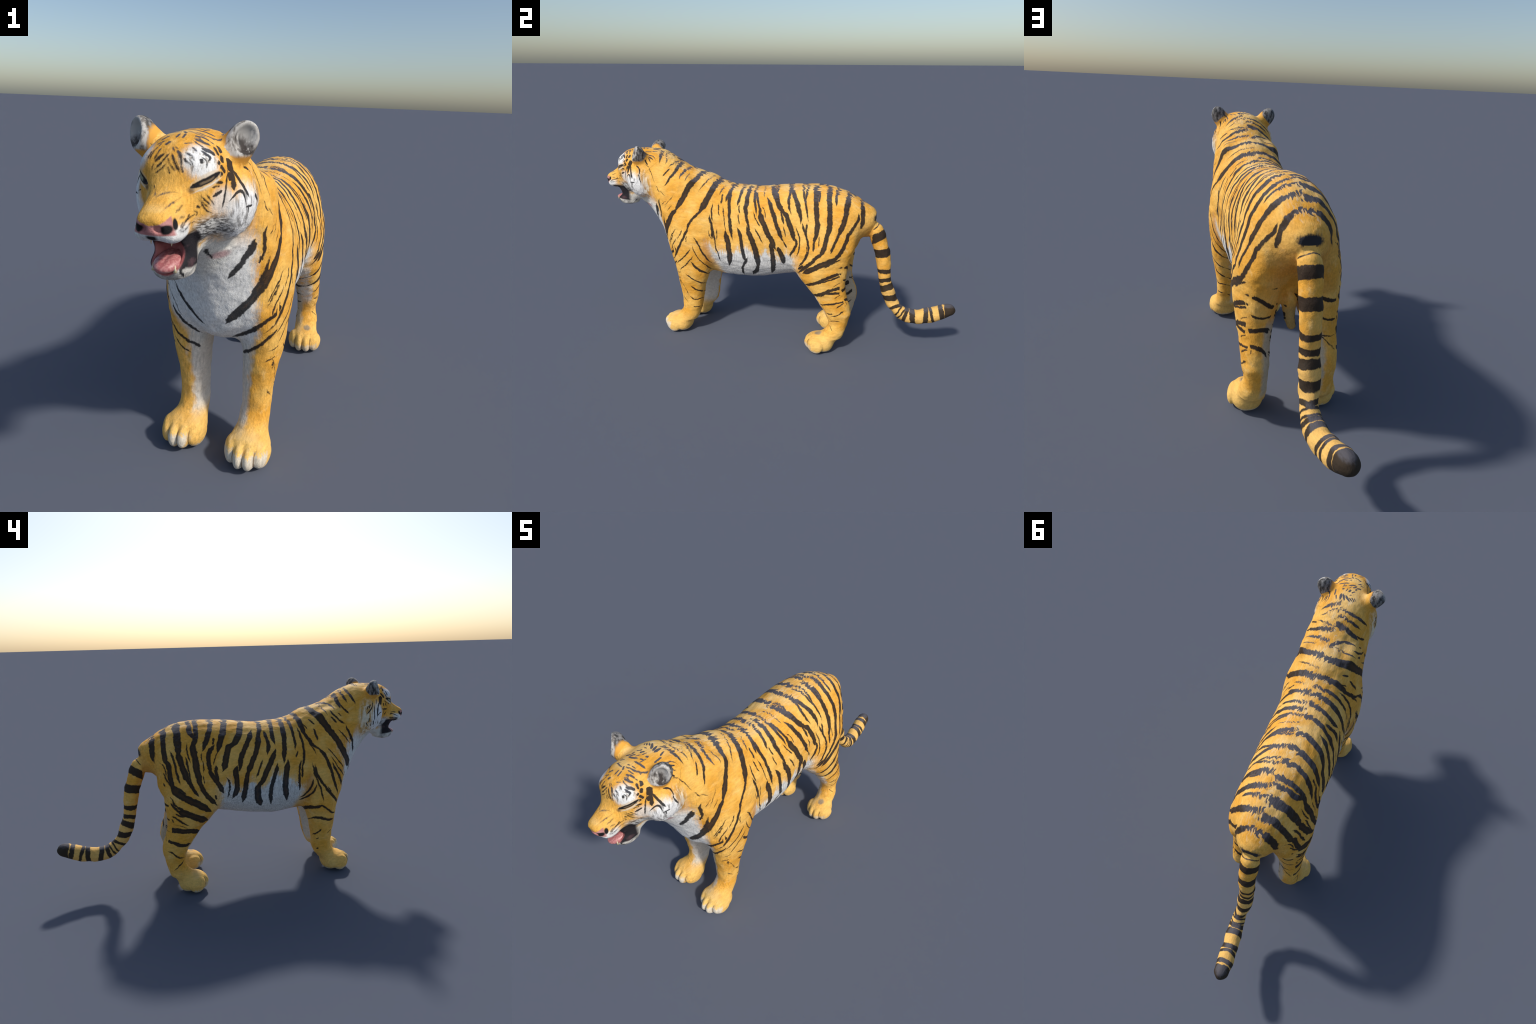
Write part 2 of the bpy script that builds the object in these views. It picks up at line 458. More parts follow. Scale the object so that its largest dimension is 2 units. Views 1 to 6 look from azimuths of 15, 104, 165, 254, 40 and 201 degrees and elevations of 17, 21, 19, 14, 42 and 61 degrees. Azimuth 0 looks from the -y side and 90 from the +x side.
stripe("left", 0.0062, (0.354, 0.175), (0.421, 0.211), -0.0132, 0.0008)
stripe("left", 0.0028, (0.353, 0.140), (0.402, 0.147), 0.0002, 0.0000)
stripe("left", 0.0029, (0.349, 0.112), (0.370, 0.083), -0.0004, 0.0000)
stripe("left", 0.0050, (-0.514, 0.584), (-0.570, 0.510), -0.0044, 0.0000)
stripe("left", 0.0042, (-0.474, 0.584), (-0.503, 0.532), 0.0020, 0.0000)
stripe("left", 0.0050, (-0.510, 0.539), (-0.552, 0.449), -0.0078, -0.0054)
stripe("left", 0.0032, (-0.443, 0.554), (-0.448, 0.520), -0.0024, 0.0000)
stripe("left", 0.0071, (-0.429, 0.480), (-0.518, 0.393), 0.0077, -0.0010)
stripe("left", 0.0057, (-0.417, 0.442), (-0.501, 0.350), 0.0066, -0.0089)
stripe("left", 0.0077, (-0.400, 0.547), (-0.326, 0.412), -0.0016, -0.0045)
stripe("left", 0.0050, (-0.412, 0.498), (-0.331, 0.369), -0.0114, 0.0079)
stripe("left", 0.0110, (-0.428, 0.401), (-0.349, 0.345), -0.0081, -0.0034)
stripe("left", 0.0073, (-0.467, 0.325), (-0.375, 0.278), -0.0027, -0.0049)
stripe("left", 0.0089, (-0.445, 0.256), (-0.387, 0.229), -0.0058, 0.0003)
stripe("left", 0.0060, (-0.463, 0.191), (-0.396, 0.189), -0.0166, -0.0033)
stripe("left", 0.0060, (-0.443, 0.127), (-0.411, 0.130), -0.0066, 0.0000)
stripe("left", 0.0026, (-0.503, 0.279), (-0.468, 0.202), 0.0027, 0.0000)
stripe("left", 0.0023, (-0.501, 0.185), (-0.476, 0.150))
stripe("left", 0.0051, (-0.801, 1.070), (-0.657, 0.975), -0.0192, 0.0537)
stripe("left", 0.0029, (-0.690, 0.983), (-0.671, 0.958), 0.0006, 0.0000)
stripe("left", 0.0087, (-0.639, 1.090), (-0.625, 0.960), -0.0019, 0.0038)
stripe("left", 0.0050, (-0.609, 1.076), (-0.594, 0.960), -0.0077, 0.0178)
stripe("left", 0.0029, (-0.696, 0.943), (-0.677, 0.931))
stripe("left", 0.0043, (-0.561, 0.967), (-0.573, 0.943))
stripe("left", 0.0101, (-0.613, 0.751), (-0.629, 0.640), 0.0081, 0.0134)
stripe("left", 0.0028, (-0.566, 0.743), (-0.596, 0.723))
stripe("left", 0.0029, (-0.676, 0.928), (-0.643, 0.853), 0.0001, 0.0005)
stripe("left", 0.0021, (-0.527, 0.782), (-0.571, 0.714))
stripe("left", 0.0021, (-0.540, 0.719), (-0.560, 0.693))
stripe("left", 0.0029, (-0.631, 0.829), (-0.609, 0.798))
stripe("left", 0.0025, (-0.605, 0.801), (-0.577, 0.774))
stripe("left", 0.0064, (-0.649, 1.090), (-0.625, 0.961), -0.0050, 0.0083)
stripe("left", 0.0069, (-0.612, 1.018), (-0.591, 1.080), -0.0028, 0.0000)
stripe("left", 0.0094, (-0.611, 0.994), (-0.659, 1.029), 0.3796, 0.2580)
stripe("left", 0.0031, (-0.592, 0.990), (-0.569, 1.010))
stripe("left", 0.0050, (-0.575, 0.940), (-0.528, 1.050), -0.0057, -0.0044)
stripe("left", 0.0044, (-0.549, 0.960), (-0.544, 1.050), -0.0007, 0.0000)
stripe("left", 0.0136, (-0.623, 1.031), (-1.267, 0.184), -27.9599, -25.8131)
stripe("left", 0.0108, (-0.581, 0.833), (-0.538, 1.043), -0.0222, 0.0038)
stripe("left", 0.0093, (-0.497, 0.887), (-0.472, 1.016), 0.0002, -0.0165)
stripe("left", 0.0031, (-0.470, 0.941), (-0.465, 0.951))
stripe("right", 0.0217, (0.463, 0.886), (0.478, 0.690), 0.0071, 0.0037)
stripe("right", 0.0062, (0.478, 0.709), (0.455, 0.575), 0.0043, 0.0048)
stripe("right", 0.0230, (0.406, 0.918), (0.414, 0.650), 0.0138, 0.0096)
stripe("right", 0.0212, (0.419, 0.678), (0.391, 0.522), 0.0006, 0.0127)
stripe("right", 0.0319, (0.403, 0.559), (0.211, 0.383), 0.0222, -0.0226)
stripe("right", 0.0290, (0.342, 0.940), (0.353, 0.689), 0.0038, 0.0056)
stripe("right", 0.0263, (0.362, 0.714), (0.321, 0.552), -0.0003, 0.0031)
stripe("right", 0.0158, (0.326, 0.576), (0.274, 0.471), 0.0034, -0.0007)
stripe("right", 0.0098, (0.395, 0.722), (0.361, 0.549), -0.0025, 0.0069)
stripe("right", 0.0061, (0.446, 0.669), (0.425, 0.597), -0.0060, 0.0000)
stripe("right", 0.0061, (0.439, 0.619), (0.407, 0.534), 0.0001, 0.0000)
stripe("right", 0.0069, (0.452, 0.588), (0.433, 0.541))
stripe("right", 0.0031, (0.456, 0.552), (0.432, 0.495), 0.0063, 0.0000)
stripe("right", 0.0083, (0.368, 0.525), (0.332, 0.489), 0.0032, 0.0000)
stripe("right", 0.0230, (0.278, 0.951), (0.270, 0.782), 0.0123, 0.0159)
stripe("right", 0.0229, (0.252, 0.953), (0.284, 0.729), -0.0156, -0.0026)
stripe("right", 0.0271, (0.280, 0.762), (0.258, 0.538), 0.0054, 0.0004)
stripe("right", 0.0213, (0.270, 0.578), (0.172, 0.416), 0.0196, 0.0005)
stripe("right", 0.0068, (0.308, 0.756), (0.300, 0.654), 0.0055, 0.0000)
stripe("right", 0.0083, (0.323, 0.682), (0.295, 0.528), 0.0040, 0.0089)
stripe("right", 0.0252, (0.160, 0.953), (0.235, 0.717), -0.0155, 0.0005)
stripe("right", 0.0083, (0.171, 0.777), (0.180, 0.736))
stripe("right", 0.0204, (0.169, 0.733), (0.196, 0.587), 0.0252, -0.0094)
stripe("right", 0.0221, (0.205, 0.611), (0.136, 0.475), 0.0036, -0.0108)
stripe("right", 0.0053, (0.240, 0.699), (0.245, 0.658))
stripe("right", 0.0045, (0.240, 0.658), (0.239, 0.595), -0.0046, 0.0000)
stripe("right", 0.0053, (0.241, 0.571), (0.238, 0.535))
stripe("right", 0.0053, (0.157, 0.697), (0.181, 0.634), 0.0016, 0.0000)
stripe("right", 0.0285, (0.074, 0.945), (0.157, 0.697), -0.0040, 0.0057)
stripe("right", 0.0159, (0.170, 0.623), (0.161, 0.540), 0.0060, 0.0000)
stripe("right", 0.0286, (-0.007, 0.936), (0.092, 0.712), -0.0223, -0.0068)
stripe("right", 0.0281, (0.073, 0.739), (0.134, 0.593), 0.0105, -0.0142)
stripe("right", 0.0077, (0.118, 0.552), (0.109, 0.449), -0.0119, 0.0070)
stripe("right", 0.0261, (0.059, 0.609), (0.085, 0.445), -0.0060, -0.0227)
stripe("right", 0.0092, (0.183, 0.466), (0.175, 0.441))
stripe("right", 0.0230, (-0.039, 0.804), (0.046, 0.586), 0.0111, 0.0130)
stripe("right", 0.0254, (-0.077, 0.761), (0.010, 0.563), -0.0033, 0.0035)
stripe("right", 0.0233, (0.003, 0.586), (0.023, 0.418), 0.0051, 0.0016)
stripe("right", 0.0204, (-0.109, 0.927), (-0.049, 0.720), -0.0104, 0.0058)
stripe("right", 0.0164, (-0.108, 0.799), (-0.108, 0.665), -0.0110, -0.0052)
stripe("right", 0.0183, (-0.179, 0.927), (-0.157, 0.720), 0.0099, 0.0106)
stripe("right", 0.0230, (-0.214, 0.931), (-0.200, 0.612), -0.0084, 0.0074)
stripe("right", 0.0256, (-0.153, 0.682), (-0.056, 0.488), -0.0038, -0.0006)
stripe("right", 0.0307, (-0.057, 0.512), (-0.075, 0.386), 0.0154, 0.0014)
stripe("right", 0.0085, (-0.080, 0.631), (-0.042, 0.544), 0.0009, 0.0000)
stripe("right", 0.0197, (-0.162, 0.603), (-0.134, 0.392), 0.0186, 0.0183)
stripe("right", 0.0294, (-0.223, 0.614), (-0.227, 0.398), 0.0206, 0.0095)
stripe("right", 0.0136, (-0.256, 0.940), (-0.267, 0.685), -0.0032, -0.0060)
stripe("right", 0.0103, (-0.296, 0.800), (-0.295, 0.563), -0.0180, -0.0046)
stripe("right", 0.0104, (-0.296, 0.608), (-0.291, 0.449), 0.0101, 0.0000)
stripe("right", 0.0088, (-0.303, 0.582), (-0.297, 0.513), -0.0023, 0.0000)
stripe("right", 0.0071, (-0.282, 0.669), (-0.269, 0.631))
stripe("right", 0.0219, (-0.308, 0.957), (-0.333, 0.747), 0.0080, -0.0029)
stripe("right", 0.0160, (-0.326, 0.779), (-0.393, 0.669), 0.0114, 0.0048)
stripe("right", 0.0146, (-0.382, 0.681), (-0.507, 0.412), -0.0120, 0.0137)
stripe("right", 0.0064, (-0.327, 0.783), (-0.378, 0.640), 0.0052, -0.0001)
stripe("right", 0.0064, (-0.323, 0.825), (-0.350, 0.785), -0.0016, 0.0000)
stripe("right", 0.0089, (-0.368, 0.845), (-0.394, 0.814))
stripe("right", 0.0096, (-0.383, 0.789), (-0.393, 0.716), -0.0021, 0.0000)
stripe("right", 0.0327, (-0.376, 0.989), (-0.487, 0.742), 0.0121, -0.0039)
stripe("right", 0.0331, (-0.458, 0.787), (-0.620, 0.542), 0.0033, 0.0116)
stripe("right", 0.0057, (-0.444, 0.665), (-0.550, 0.541), -0.0033, 0.0000)
stripe("right", 0.0057, (-0.463, 0.618), (-0.552, 0.507), 0.0058, 0.0000)
stripe("right", 0.0132, (-0.469, 0.575), (-0.551, 0.441), -0.0008, -0.0003)
stripe("right", 0.0121, (-0.371, 0.578), (-0.443, 0.430), 0.0175, -0.0081)
stripe("right", 0.0140, (-0.425, 0.449), (-0.519, 0.351), 0.0012, -0.0015)
stripe("right", 0.0081, (-0.356, 0.588), (-0.416, 0.375), 0.0029, -0.0083)
stripe("right", 0.0097, (-0.356, 0.498), (-0.295, 0.408), -0.0167, -0.0044)
stripe("right", 0.0097, (-0.375, 0.467), (-0.298, 0.395), -0.0199, 0.0035)
stripe("right", 0.0049, (-0.442, 0.447), (-0.471, 0.398), -0.0034, 0.0000)
stripe("right", 0.0124, (-0.571, 0.782), (-0.616, 0.641), -0.0079, -0.0072)
stripe("right", 0.0058, (-0.523, 0.769), (-0.588, 0.689))
stripe("right", 0.0098, (-0.489, 0.890), (-0.565, 0.803), 0.0144, -0.0052)
stripe("right", 0.0057, (-0.530, 0.867), (-0.548, 0.844))
stripe("right", 0.0081, (-0.484, 0.843), (-0.515, 0.807))
stripe("right", 0.0125, (-0.397, 0.980), (-0.513, 0.885), -0.0220, -0.0284)
stripe("right", 0.0192, (-0.553, 1.052), (-0.550, 0.899), 0.0010, 0.0048)
stripe("right", 0.0083, (-0.556, 0.917), (-0.594, 0.859), 0.0059, 0.0000)
stripe("right", 0.0100, (-0.580, 1.072), (-0.593, 0.930), 0.0019, 0.0000)
stripe("right", 0.0117, (-0.609, 1.086), (-0.630, 0.914), 0.0028, 0.0000)
stripe("right", 0.0058, (-0.447, 1.006), (-0.465, 0.867), 0.0023, 0.0000)
stripe("right", 0.0108, (0.437, 0.459), (0.360, 0.388), -0.0038, 0.0119)
stripe("right", 0.0090, (0.426, 0.494), (0.375, 0.421), 0.0017, 0.0051)
stripe("right", 0.0120, (0.383, 0.428), (0.308, 0.372), 0.0024, 0.0000)
stripe("right", 0.0286, (0.379, 0.404), (0.226, 0.336), 0.0064, 0.0010)
stripe("right", 0.0069, (0.434, 0.377), (0.419, 0.374), 0.0051, 0.0000)
stripe("right", 0.0084, (0.413, 0.384), (0.331, 0.319), 0.0036, 0.0033)
stripe("right", 0.0078, (0.391, 0.389), (0.343, 0.369), 0.0050, 0.0000)
stripe("right", 0.0061, (0.420, 0.368), (0.402, 0.342))
stripe("right", 0.0027, (0.394, 0.331), (0.338, 0.302), -0.0009, 0.0000)
stripe("right", 0.0223, (0.442, 0.317), (0.268, 0.283), 0.0111, -0.0004)
stripe("right", 0.0148, (0.452, 0.260), (0.318, 0.222), 0.0219, 0.0114)
stripe("right", 0.0074, (0.439, 0.188), (0.359, 0.146), 0.0099, 0.0119)
stripe("right", 0.0056, (0.366, 0.124), (0.416, 0.082), -0.0046, 0.0000)
stripe("right", 0.0151, (-0.313, 0.353), (-0.411, 0.339), 0.0079, -0.0032)
stripe("right", 0.0097, (-0.398, 0.342), (-0.503, 0.299), 0.0058, 0.0185)
stripe("right", 0.0125, (-0.357, 0.270), (-0.488, 0.260), -0.0008, 0.0231)
stripe("right", 0.0073, (-0.379, 0.177), (-0.419, 0.205), 0.0046, 0.0000)
stripe("right", 0.0033, (-0.456, 0.178), (-0.481, 0.195))
stripe("right", 0.0047, (-0.393, 0.146), (-0.404, 0.148))
stripe("right", 0.0054, (-0.396, 0.092), (-0.407, 0.086))
stripe("front", 0.0149, (0.128, 0.771), (0.065, 0.663), 0.0045, -0.0010)
stripe("front", 0.0251, (0.171, 0.747), (0.138, 0.625), 0.0075, -0.0091)
stripe("front", 0.0265, (0.149, 0.654), (0.042, 0.501), 0.0092, -0.0073)
stripe("front", 0.0045, (0.187, 0.650), (0.149, 0.556), 0.0065, 0.0028)
stripe("front", 0.0115, (0.193, 0.611), (0.152, 0.503), 0.0116, 0.0108)
stripe("front", 0.0122, (0.170, 0.521), (0.040, 0.430), 0.0083, 0.0017)
stripe("front", 0.0108, (0.194, 0.499), (0.165, 0.453), 0.0105, 0.0000)
stripe("front", 0.0114, (0.174, 0.458), (0.059, 0.359), 0.0049, -0.0004)
stripe("front", 0.0029, (0.201, 0.581), (0.146, 0.466), 0.0168, 0.0024)
stripe("front", 0.0031, (0.185, 0.429), (0.153, 0.392), 0.0129, 0.0000)
stripe("front", 0.0037, (0.175, 0.369), (0.145, 0.350))
stripe("front", 0.0038, (0.160, 0.357), (0.162, 0.255), 0.0075, 0.0000)
stripe("front", 0.0115, (-0.122, 0.595), (-0.031, 0.487), -0.0032, -0.0041)
stripe("front", 0.0104, (-0.155, 0.519), (-0.076, 0.405), -0.0078, -0.0007)
stripe("front", 0.0096, (-0.165, 0.431), (-0.070, 0.341), -0.0082, 0.0120)
stripe("front", 0.0058, (-0.165, 0.377), (-0.109, 0.332), -0.0034, 0.0000)
stripe("front", 0.0030, (-0.163, 0.589), (-0.122, 0.482), -0.0003, 0.0000)
stripe("rear", 0.0142, (0.178, 0.510), (0.069, 0.472), -0.0087, 0.0174)
stripe("rear", 0.0081, (0.159, 0.448), (0.061, 0.426), 0.0022, -0.0152)
stripe("rear", 0.0138, (0.190, 0.379), (0.082, 0.360), -0.0177, -0.0190)
stripe("rear", 0.0121, (0.183, 0.309), (0.082, 0.283), -0.0235, 0.0253)
stripe("rear", 0.0065, (0.176, 0.294), (0.156, 0.317))
stripe("rear", 0.0065, (0.179, 0.249), (0.167, 0.274))
stripe("rear", 0.0087, (0.121, 0.582), (0.057, 0.540), 0.0069, 0.0000)
stripe("rear", 0.0064, (0.196, 0.442), (0.164, 0.480))
stripe("rear", 0.0064, (0.195, 0.434), (0.165, 0.470))
stripe("rear", 0.0115, (-0.025, 0.576), (-0.179, 0.491), 0.0299, 0.0000)
stripe("rear", 0.0081, (-0.024, 0.518), (-0.174, 0.417), 0.0371, 0.0000)
stripe("rear", 0.0045, (-0.018, 0.469), (-0.158, 0.360), 0.0540, 0.0000)
stripe("rear", 0.0035, (-0.019, 0.420), (-0.151, 0.305))
stripe("rear", 0.0061, (-0.081, 0.620), (-0.120, 0.614))
stripe("rear", 0.0045, (0.182, 0.414), (0.159, 0.433))
stripe("rear", 0.0070, (0.032, 0.576), (0.012, 0.602))
stripe("tail", 0.0394, (0.529, 0.621), (0.600, 0.663), 0.0102, 0.0000)
stripe("tail", 0.0398, (0.555, 0.555), (0.631, 0.573), 0.0016, 0.0000)
stripe("tail", 0.0202, (0.574, 0.461), (0.646, 0.463))
stripe("tail", 0.0212, (0.588, 0.393), (0.653, 0.407), 0.0148, 0.0000)
stripe("tail", 0.0297, (0.602, 0.347), (0.665, 0.376), 0.0113, 0.0000)
stripe("tail", 0.0308, (0.621, 0.302), (0.687, 0.311), 0.0086, 0.0000)
stripe("tail", 0.0207, (0.665, 0.240), (0.725, 0.266), 0.0178, 0.0000)
stripe("tail", 0.0113, (0.692, 0.215), (0.720, 0.266))
stripe("tail", 0.0103, (0.710, 0.208), (0.739, 0.253))
stripe("tail", 0.0207, (0.736, 0.195), (0.752, 0.252))
stripe("tail", 0.0323, (0.790, 0.177), (0.777, 0.246))
stripe("tail", 0.0286, (0.850, 0.185), (0.849, 0.256))
stripe("tail", 0.0181, (0.893, 0.196), (0.872, 0.261))
stripe("tail", 0.0277, (0.940, 0.214), (0.922, 0.280))
stripe("tail", 0.0286, (0.961, 0.224), (0.951, 0.288))
stripe("tail", 0.0477, (0.971, 0.231), (0.968, 0.291))
stripe("tail", 0.0477, (0.986, 0.240), (0.979, 0.288))
stripe("tail", 0.0070, (0.523, 0.715), (0.539, 0.743))
stripe("tail", 0.0053, (0.546, 0.697), (0.562, 0.719))
stripe("head", 0.1428, (0.675, 0.530), (0.692, 0.316))
stripe("head", 0.0781, (0.712, 0.375), (0.713, 0.053), 0.0133, 0.0000)
stripe("head", 0.0592, (0.754, 0.372), (0.999, -0.067), 0.0126, 0.0000)
stripe("head", 0.0240, (0.615, 0.324), (0.531, -0.159), 0.0137, 0.0000)
stripe("head", 0.0954, (0.644, 0.302), (0.706, 0.191))
stripe("head", 0.0495, (0.634, -0.097), (0.879, -0.199), 0.1941, 0.0238)
stripe("head", 0.0299, (0.882, -0.201), (1.078, -0.232))
stripe("head", 0.0292, (0.959, -0.184), (0.945, -0.318))
stripe("head", 0.0661, (0.425, 0.615), (0.483, 0.510), 0.0295, 0.0000)
stripe("head", 0.0530, (0.506, 0.480), (0.497, 0.378))
stripe("head", 0.0359, (0.460, 0.379), (0.438, 0.326))
stripe("head", 0.0485, (0.475, 0.334), (0.564, 0.275))
stripe("head", 0.0337, (0.459, 0.222), (0.516, 0.256))
stripe("head", 0.0328, (0.406, 0.145), (0.531, 0.154))
stripe("head", 0.0362, (0.410, 0.013), (0.523, 0.059))
stripe("head", 0.0370, (0.165, 0.545), (0.335, 0.532), 0.0012, 0.0000)
stripe("head", 0.0433, (0.246, 0.432), (0.395, 0.416), 0.0100, 0.0000)
stripe("head", 0.0195, (0.268, 0.362), (0.304, 0.298), 0.0477, 0.0000)
stripe("head", 0.0341, (0.250, 0.314), (0.262, 0.276))
stripe("head", 0.0133, (0.118, 0.349), (0.182, 0.317))
stripe("head", 0.0350, (0.213, 0.646), (0.321, 0.626))
stripe("head", 0.0333, (0.149, 0.626), (0.217, 0.626))
stripe("head", 0.0158, (0.272, 0.002), (0.371, -0.168), -0.0273, 0.0000)
stripe("head", 0.0136, (0.321, 0.023), (0.408, -0.088))
stripe("head", 0.0094, (0.208, -0.097), (0.237, -0.131))
stripe("head", 0.0556, (1.044, 0.488), (1.338, 0.095), 0.1334, 0.0000)
stripe("head", 0.0462, (1.319, 0.140), (1.385, -0.286))
stripe("head", 0.0330, (1.044, 0.488), (1.181, 0.436))
stripe("head", 0.0210, (0.050, 0.363), (0.099, 0.236), 0.0141, 0.0000)
stripe("head", 0.0188, (0.014, 0.323), (0.091, 0.191), -0.0017, 0.0000)
stripe("head", 0.0119, (-0.011, 0.293), (0.026, 0.222), -0.0015, 0.0000)
stripe("head", 0.0212, (-0.045, 0.329), (-0.113, 0.256), -0.0036, 0.0000)
stripe("head", 0.0156, (-0.015, 0.326), (-0.099, 0.202), 0.0058, 0.0000)
stripe("head", 0.0127, (-0.091, 0.371), (-0.118, 0.269), -0.0075, 0.0000)
stripe("head", 0.0102, (-0.018, 0.240), (-0.100, 0.173), 0.0085, 0.0000)
stripe("head", 0.0084, (0.002, 0.224), (0.021, 0.177))
stripe("head", 0.0117, (0.031, 0.226), (0.058, 0.196))
stripe("head", 0.0258, (-0.042, 0.460), (-0.074, 0.413))
stripe("head", 0.0211, (-0.018, 0.629), (-0.021, 0.526))
stripe("head", 0.0212, (0.042, 0.642), (0.047, 0.524))
stripe("head", 0.0207, (0.041, 0.738), (0.115, 0.762))
stripe("head", 0.0230, (0.134, 0.713), (0.273, 0.696))
stripe("head", 0.0219, (0.203, 0.581), (0.294, 0.531))
stripe("head", 0.0270, (0.244, 0.401), (0.347, 0.356))
stripe("head", 0.0132, (0.254, 0.328), (0.296, 0.251), 0.0240, 0.0000)
stripe("head", 0.0155, (0.163, 0.512), (0.310, 0.452), -0.0121, 0.0000)
stripe("head", 0.0395, (0.379, 0.543), (0.448, 0.446))
stripe("head", 0.0107, (0.135, 0.345), (0.194, 0.293))
stripe("head", 0.0226, (-0.111, 0.566), (-0.157, 0.487))
stripe("head", 0.0186, (-0.106, 0.470), (-0.168, 0.422))
stripe("head", 0.0235, (-0.197, 0.519), (-0.724, 0.666))
stripe("head", 0.0147, (-0.172, 0.341), (-0.188, 0.271))
stripe("head", 0.0129, (-0.155, 0.365), (-0.164, 0.271))
stripe("head", 0.0057, (-0.013, 0.021), (0.074, 0.045), 0.0079, 0.0000)
stripe("head", 0.0052, (0.056, -0.032), (0.112, 0.010), 0.0019, 0.0000)
stripe("head", 0.0083, (0.108, -0.053), (0.135, -0.033))
stripe("head", 0.0059, (-0.080, 0.069), (-0.027, 0.014))
stripe("head", 0.0170, (0.229, -0.065), (0.258, -0.091))
stripe("head", 0.0120, (0.248, -0.010), (0.336, -0.098))
stripe("head", 0.0123, (0.277, 0.007), (0.360, -0.079))
stripe("head", 0.0536, (0.424, 0.946), (0.053, 0.983), -0.0294, 0.0000)
stripe("head", 0.0448, (0.227, 1.177), (0.100, 1.150))
stripe("head", 0.0560, (0.039, 1.135), (-0.247, 0.991), 0.0163, 0.0000)
stripe("head", 0.0537, (-0.160, 1.192), (-0.265, 1.022))
stripe("head", 0.0574, (-0.319, 1.085), (-0.441, 0.942))
stripe("head", 0.0466, (-0.317, 1.244), (-0.348, 1.129))
stripe("head", 0.0908, (0.278, 1.363), (0.174, 1.345))
stripe("head", 0.0464, (0.074, 1.504), (0.022, 1.317))
stripe("head", 0.0940, (-0.093, 1.516), (-0.126, 1.340))
stripe("head", 0.0607, (-0.248, 1.507), (-0.359, 1.309))
stripe("head", 0.0552, (-0.207, 1.700), (-0.316, 1.627))
stripe("head", 0.0298, (-0.222, 0.877), (-0.308, 0.770))
stripe("head", 0.0253, (0.231, 0.830), (0.112, 0.842))
stripe("head", 0.0245, (0.074, 0.837), (0.002, 0.818))
stripe("head", 0.0316, (0.038, 0.658), (-0.008, 0.743))
stripe("head", 0.0246, (-0.033, 0.696), (-0.095, 0.698))
stripe("head", 0.0283, (-0.084, 0.693), (-0.163, 0.700))
stripe("head", 0.0291, (-0.163, 0.700), (-0.230, 0.703))
stripe("head", 0.0263, (-0.313, 0.848), (-0.407, 0.768))
stripe("head", 0.1517, (0.286, 1.681), (0.318, 2.453), 0.0146, 0.0000)
stripe("head", 0.1307, (0.187, 1.703), (-0.318, 2.741), 0.0015, 0.0000)
stripe("head", 0.1260, (-0.014, 1.783), (-0.737, 2.165), -0.0821, 0.0000)
stripe("head", 0.0761, (-0.274, 1.868), (-0.737, 2.020))
stripe("head", 0.0630, (-0.409, 1.773), (-0.733, 1.881))
stripe("head", 0.0757, (0.583, 1.254), (0.706, 1.658))
stripe("head", 0.0932, (0.631, 1.696), (0.673, 2.352), 0.0477, 0.0000)
stripe("head", 0.0521, (-0.562, 1.683), (-0.748, 1.788))
stripe("head", 0.0834, (1.266, 1.006), (1.603, 0.902))
stripe("head", 0.0869, (1.128, 1.335), (1.571, 1.513))
stripe("head", 0.1381, (-0.615, 0.418), (-0.802, 0.140))
stripe("head", 0.0631, (-0.768, 0.235), (-1.000, -0.296), -0.1521, 0.0000)
stripe("head", 0.0444, (-0.926, 0.420), (-1.087, 0.219))
stripe("head", 0.0369, (-1.213, 0.189), (-1.087, -0.426), -0.0654, 0.0000)
stripe("head", 0.0437, (-1.245, 0.378), (-1.587, -0.206), 0.0449, 0.0000)
stripe("head", 0.0283, (-0.787, -0.127), (-1.021, -0.262), -0.0542, 0.0000)
stripe("head", 0.0302, (-0.785, -0.086), (-0.519, -0.227), 0.1268, 0.0000)
stripe("head", 0.0398, (-0.584, -0.047), (-0.433, -0.053))
stripe("head", 0.0301, (-0.593, 0.154), (-0.574, 0.046))
stripe("head", 0.0271, (-0.516, 0.133), (-0.478, 0.032))
stripe("head", 0.0232, (-0.421, -0.122), (-0.472, -0.241))
stripe("head", 0.0508, (-0.551, 0.482), (-0.518, 0.290))
stripe("head", 0.0491, (-0.322, 0.534), (-0.407, 0.458))
stripe("head", 0.0239, (-0.341, 0.418), (-0.386, 0.298))
stripe("head", 0.0219, (-0.416, 0.427), (-0.429, 0.266))
stripe("head", 0.0214, (-0.202, -0.186), (-0.144, -0.165), 0.0290, 0.0000)
stripe("head", 0.0190, (-0.179, -0.254), (-0.146, -0.188), 0.0000, 0.0000)
stripe("head", 0.0100, (-0.203, -0.124), (-0.136, -0.108))
stripe("head", 0.0116, (0.138, -0.138), (0.188, -0.134), 0.0078, 0.0000)
stripe("head", 0.0078, (0.123, -0.092), (0.145, -0.105))
stripe("head", 0.0094, (0.146, -0.159), (0.189, -0.167), -0.0012, 0.0000)
stripe("head", 0.0411, (0.858, -0.911), (0.239, -1.038))
stripe("front", 0.0067, (0.046, 0.773), (0.038, 0.733), -0.0064, 0.0050)
stripe("head", 0.0120, (0.108, 0.298), (0.173, 0.251), -0.0041, 0.0000)
stripe("head", 0.0103, (0.151, 0.292), (0.185, 0.204), 0.0202, 0.0000)
stripe("head", 0.0136, (0.159, 0.420), (0.202, 0.378))
stripe("head", 0.0102, (0.095, 0.447), (0.148, 0.479))
stripe("head", 0.0146, (0.154, 0.563), (0.219, 0.607))
stripe("head", 0.0281, (0.187, 1.026), (0.281, 1.268))
stripe("head", 0.0287, (-0.334, 1.069), (-0.271, 1.201))
stripe("head", 0.0179, (-0.201, 0.756), (-0.228, 0.675))
stripe("head", 0.0293, (-0.096, 1.135), (-0.035, 1.276))
stripe("head", 0.0237, (0.292, 0.808), (0.400, 0.752))
stripe("head", 0.0168, (0.327, 0.619), (0.389, 0.599))
